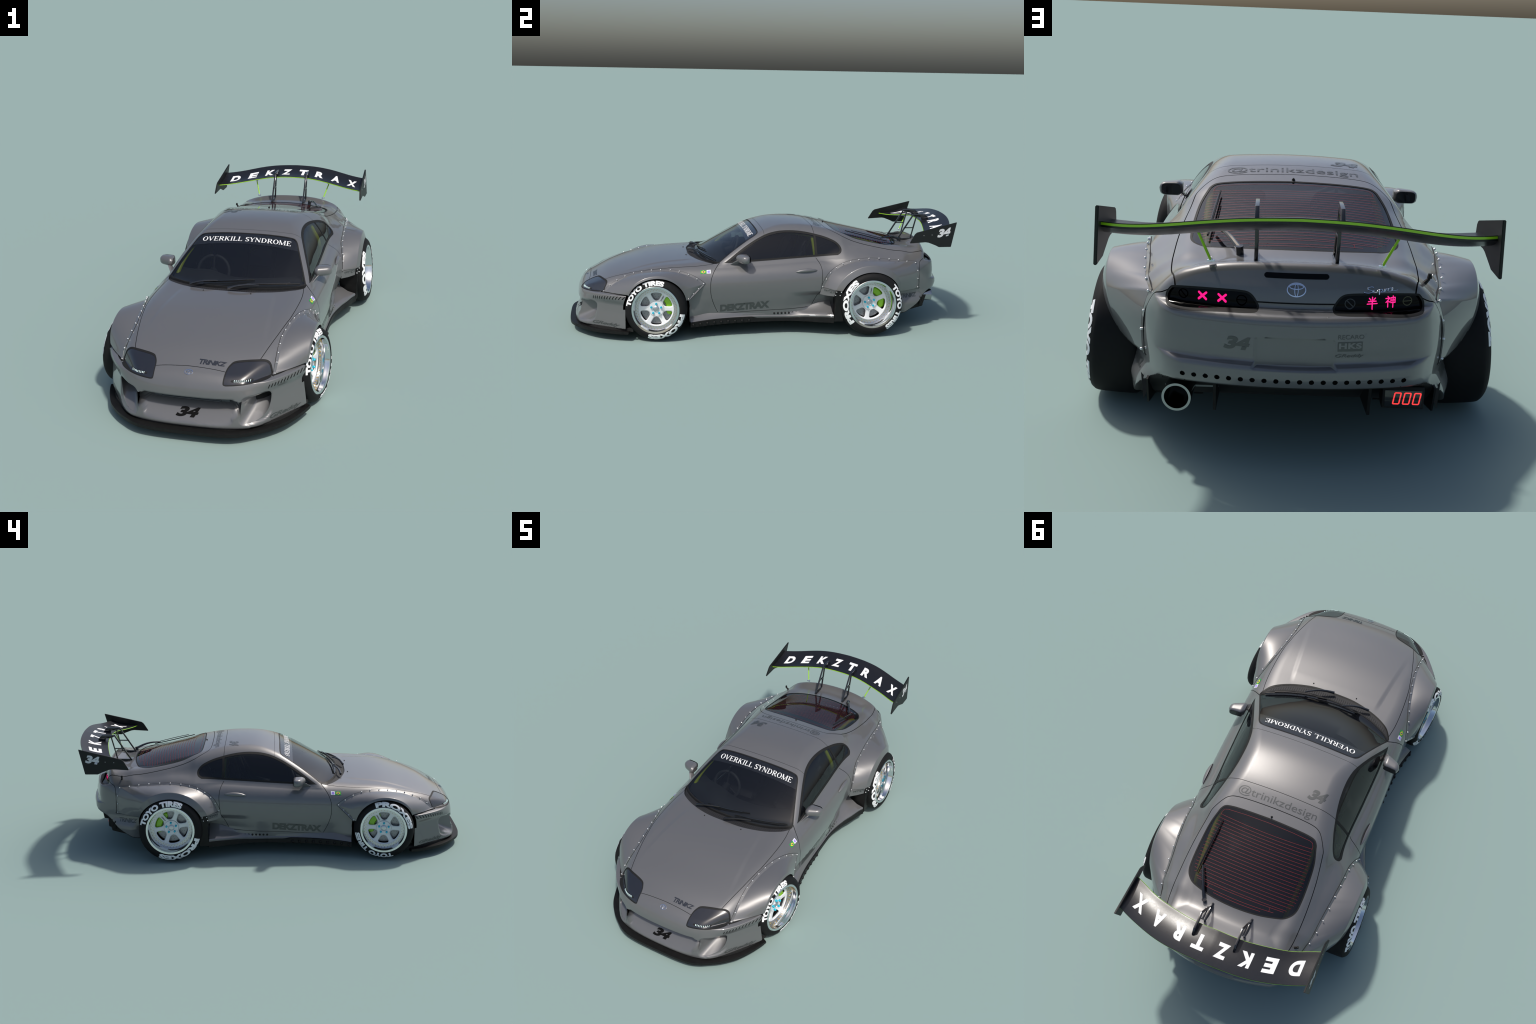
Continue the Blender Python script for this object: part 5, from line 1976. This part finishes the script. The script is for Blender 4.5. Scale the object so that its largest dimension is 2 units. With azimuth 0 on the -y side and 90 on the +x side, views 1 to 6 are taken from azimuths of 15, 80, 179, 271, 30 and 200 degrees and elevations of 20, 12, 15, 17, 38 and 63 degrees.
def wire(pts, w=.00045):
    P = np.array([(a, b, .65) for a, b in pts])
    T = unit(np.gradient(P, axis=0))
    nrm = np.stack([-T[:, 1], T[:, 0], 0 * T[:, 0]], 1)
    O = np.concatenate([P + nrm * w, P - nrm * w])
    Q = cast(lambda a, b, c: -body_field(a, b, c), O, np.tile([0, 0, -1.], (len(O), 1)), .45, 100)
    Q = Q + unit(grad(body_field, Q)) * -.0008
    base = len(V)
    n = len(P)
    V.extend(Q)
    F.extend((base + i, base + i + 1, base + n + i + 1, base + n + i) for i in range(n - 1))


for k in range(19):
    y = .398 + .0134 * k
    h = float(np.interp(y, [.39, .4527, .54, .61, .65], [.196, .211, .2185, .2185, .205]))
    wire([(h * t, y + .011 * (1 - t * t)) for t in np.linspace(-1, 1, 33)])
for y, h in ((.655, .195), (.6635, .185), (.6815, .15)):
    wire([(h * t, y + .010 * (1 - t * t)) for t in np.linspace(-1, 1, 33)])
wire([(.10 * t, .697 + .005 * (1 - t * t)) for t in np.linspace(-1, 1, 17)])
wire([(-.198, .402), (-.197, .388), (-.19, .376), (-.178, .372), (-.1, .3685), (0, .367), (.1, .3685), (.178, .372), (.19, .376), (.197, .388), (.198, .402)])
for x in (.13, -.13):
    wire([(x, .668), (x * 1.01, .6835)])
part('heater_wires', V, F, 'heater', PARTS['rear_window'][0], kind='stuff')

# ----------------------------------------------------------------------------
# 12. cabin
# ----------------------------------------------------------------------------
# dark inner skin of the cabin so that the painted shell is not seen from inside
m_ = np.isin(LAB, ['roof', 'door', 'hatch', 'quarter_panel', 'window_trim', 'panel_gap', 'cowl', 'fender', 'hood']) & (cz > .16) & (cy > -.45) & (cy < .80)
T_ = SK.T[m_]
u_, inv_ = np.unique(T_, return_inverse=True)
F_ = inv_.reshape(-1, 3)
Vi = SK.V[u_] - NRM[u_] * .008
Vi = np.concatenate([Vi, Vi * [-1, 1, 1]])
part('cabin_lining', Vi, np.concatenate([F_, F_ + len(u_)]), 'interior')
box('cabin_floor', (0, .2, .14), (.66, 1.1, .01), 'interior')
# dashboard: rolled slab with a binnacle hump in front of the right-hand driver
rows = []
for t in np.linspace(0, 1, 25):
    x = -.295 + .59 * t
    hump = .020 * math.exp(-((x + .145) / .075) ** 2)
    yb = -.335 + .09 * (abs(x) / .3) ** 2
    rows.append([(x, yb, .335), (x, yb + .02, .356 + hump * .3), (x, yb + .08, .362 + hump), (x, yb + .13, .355 + hump), (x, yb + .15, .33), (x, yb + .15, .22)])
G = np.array(rows)
n, m = G.shape[:2]
F = [(i * m + j, (i + 1) * m + j, (i + 1) * m + j + 1, i * m + j + 1) for i in range(n - 1) for j in range(m - 1)]
part('dashboard', G.reshape(-1, 3), F, 'dash', angle=50)
# steering wheel on the right-hand (-x) side
ring = [(-.145 + .072 * math.cos(a), -.125 + .024 * math.sin(a), .345 + .066 * math.sin(a)) for a in np.linspace(0, 2 * math.pi, 41)]
sw = tube('steering_wheel', ring, .0072, 'dash', None, 10, cap=False)
tube('steering_column', [(-.145, -.125, .345), (-.145, -.19, .325)], .02, 'interior', sw, 12)
for a in (0, 120, 240):
    a = math.radians(a + 90)
    tube('steering_spoke', [(-.145, -.128, .345), (-.145 + .07 * math.cos(a), -.125 + .024 * math.sin(a), .345 + .066 * math.sin(a))], .005, 'interior', sw, 8)
# bucket seats
for s in (1, -1):
    prof = [(-.02, .20), (.02, .225), (.10, .205), (.125, .23), (.155, .32), (.185, .42), (.195, .455), (.215, .455), (.205, .40), (.17, .28), (.15, .19), (.0, .18)]
    st = prism('bucket_seat', prof, 0, s * .145 - .075, s * .145 + .075, 'interior', None, .012)
    for d in (-1, 1):
        prism('seat_bolster', [(.0, .22), (.09, .235), (.12, .27), (.165, .38), (.19, .40), (.18, .30), (.15, .20), (0, .19)], 0, s * .145 + d * .078 - .010, s * .145 + d * .078 + .010, 'interior', st, .006)
# lime roll cage
cage = []
for s in (1, -1):
    hoop = smooth_path([(s * .288, -.225, .33), (s * .285, -.195, .365), (s * .270, -.145, .408), (s * .248, -.085, .445), (s * .222, -.02, .4785), (s * .210, .05, .4915), (s * .210, .14, .4915), (s * .219, .235, .4775)], 6)
    cage.append(tube('roll_cage_tube', hoop, .0095, 'cage', None, 12))
    tube('roll_cage_tube', smooth_path([(s * .219, .235, .4775), (s * .240, .24, .44), (s * .268, .245, .36), (s * .27, .245, .16)], 6), .0095, 'cage', None, 12)
    tube('roll_cage_tube', smooth_path([(s * .203, .25, .487), (s * .204, .36, .478), (s * .206, .46, .455), (s * .202, .56, .430), (s * .196, .64, .398), (s * .19, .70, .33)], 6), .0095, 'cage', None, 12)
tube('roll_cage_tube', [(-.205, .235, .488), (-.1, .237, .497), (0, .238, .499), (.1, .237, .497), (.205, .235, .488)], .0095, 'cage', None, 12)
tube('roll_cage_tube', [(-.2, .24, .47), (0, .24, .36), (.2, .24, .25)], .0085, 'cage', None, 12)
tube('roll_cage_tube', [(.2, .24, .47), (0, .245, .36), (-.2, .24, .25)], .0085, 'cage', None, 12)
box('rear_shelf', (0, .55, .20), (.5, .4, .01), 'interior')
box('cabin_mirror', (0, -.085, .465), (.06, .008, .018), 'interior', None, .003)
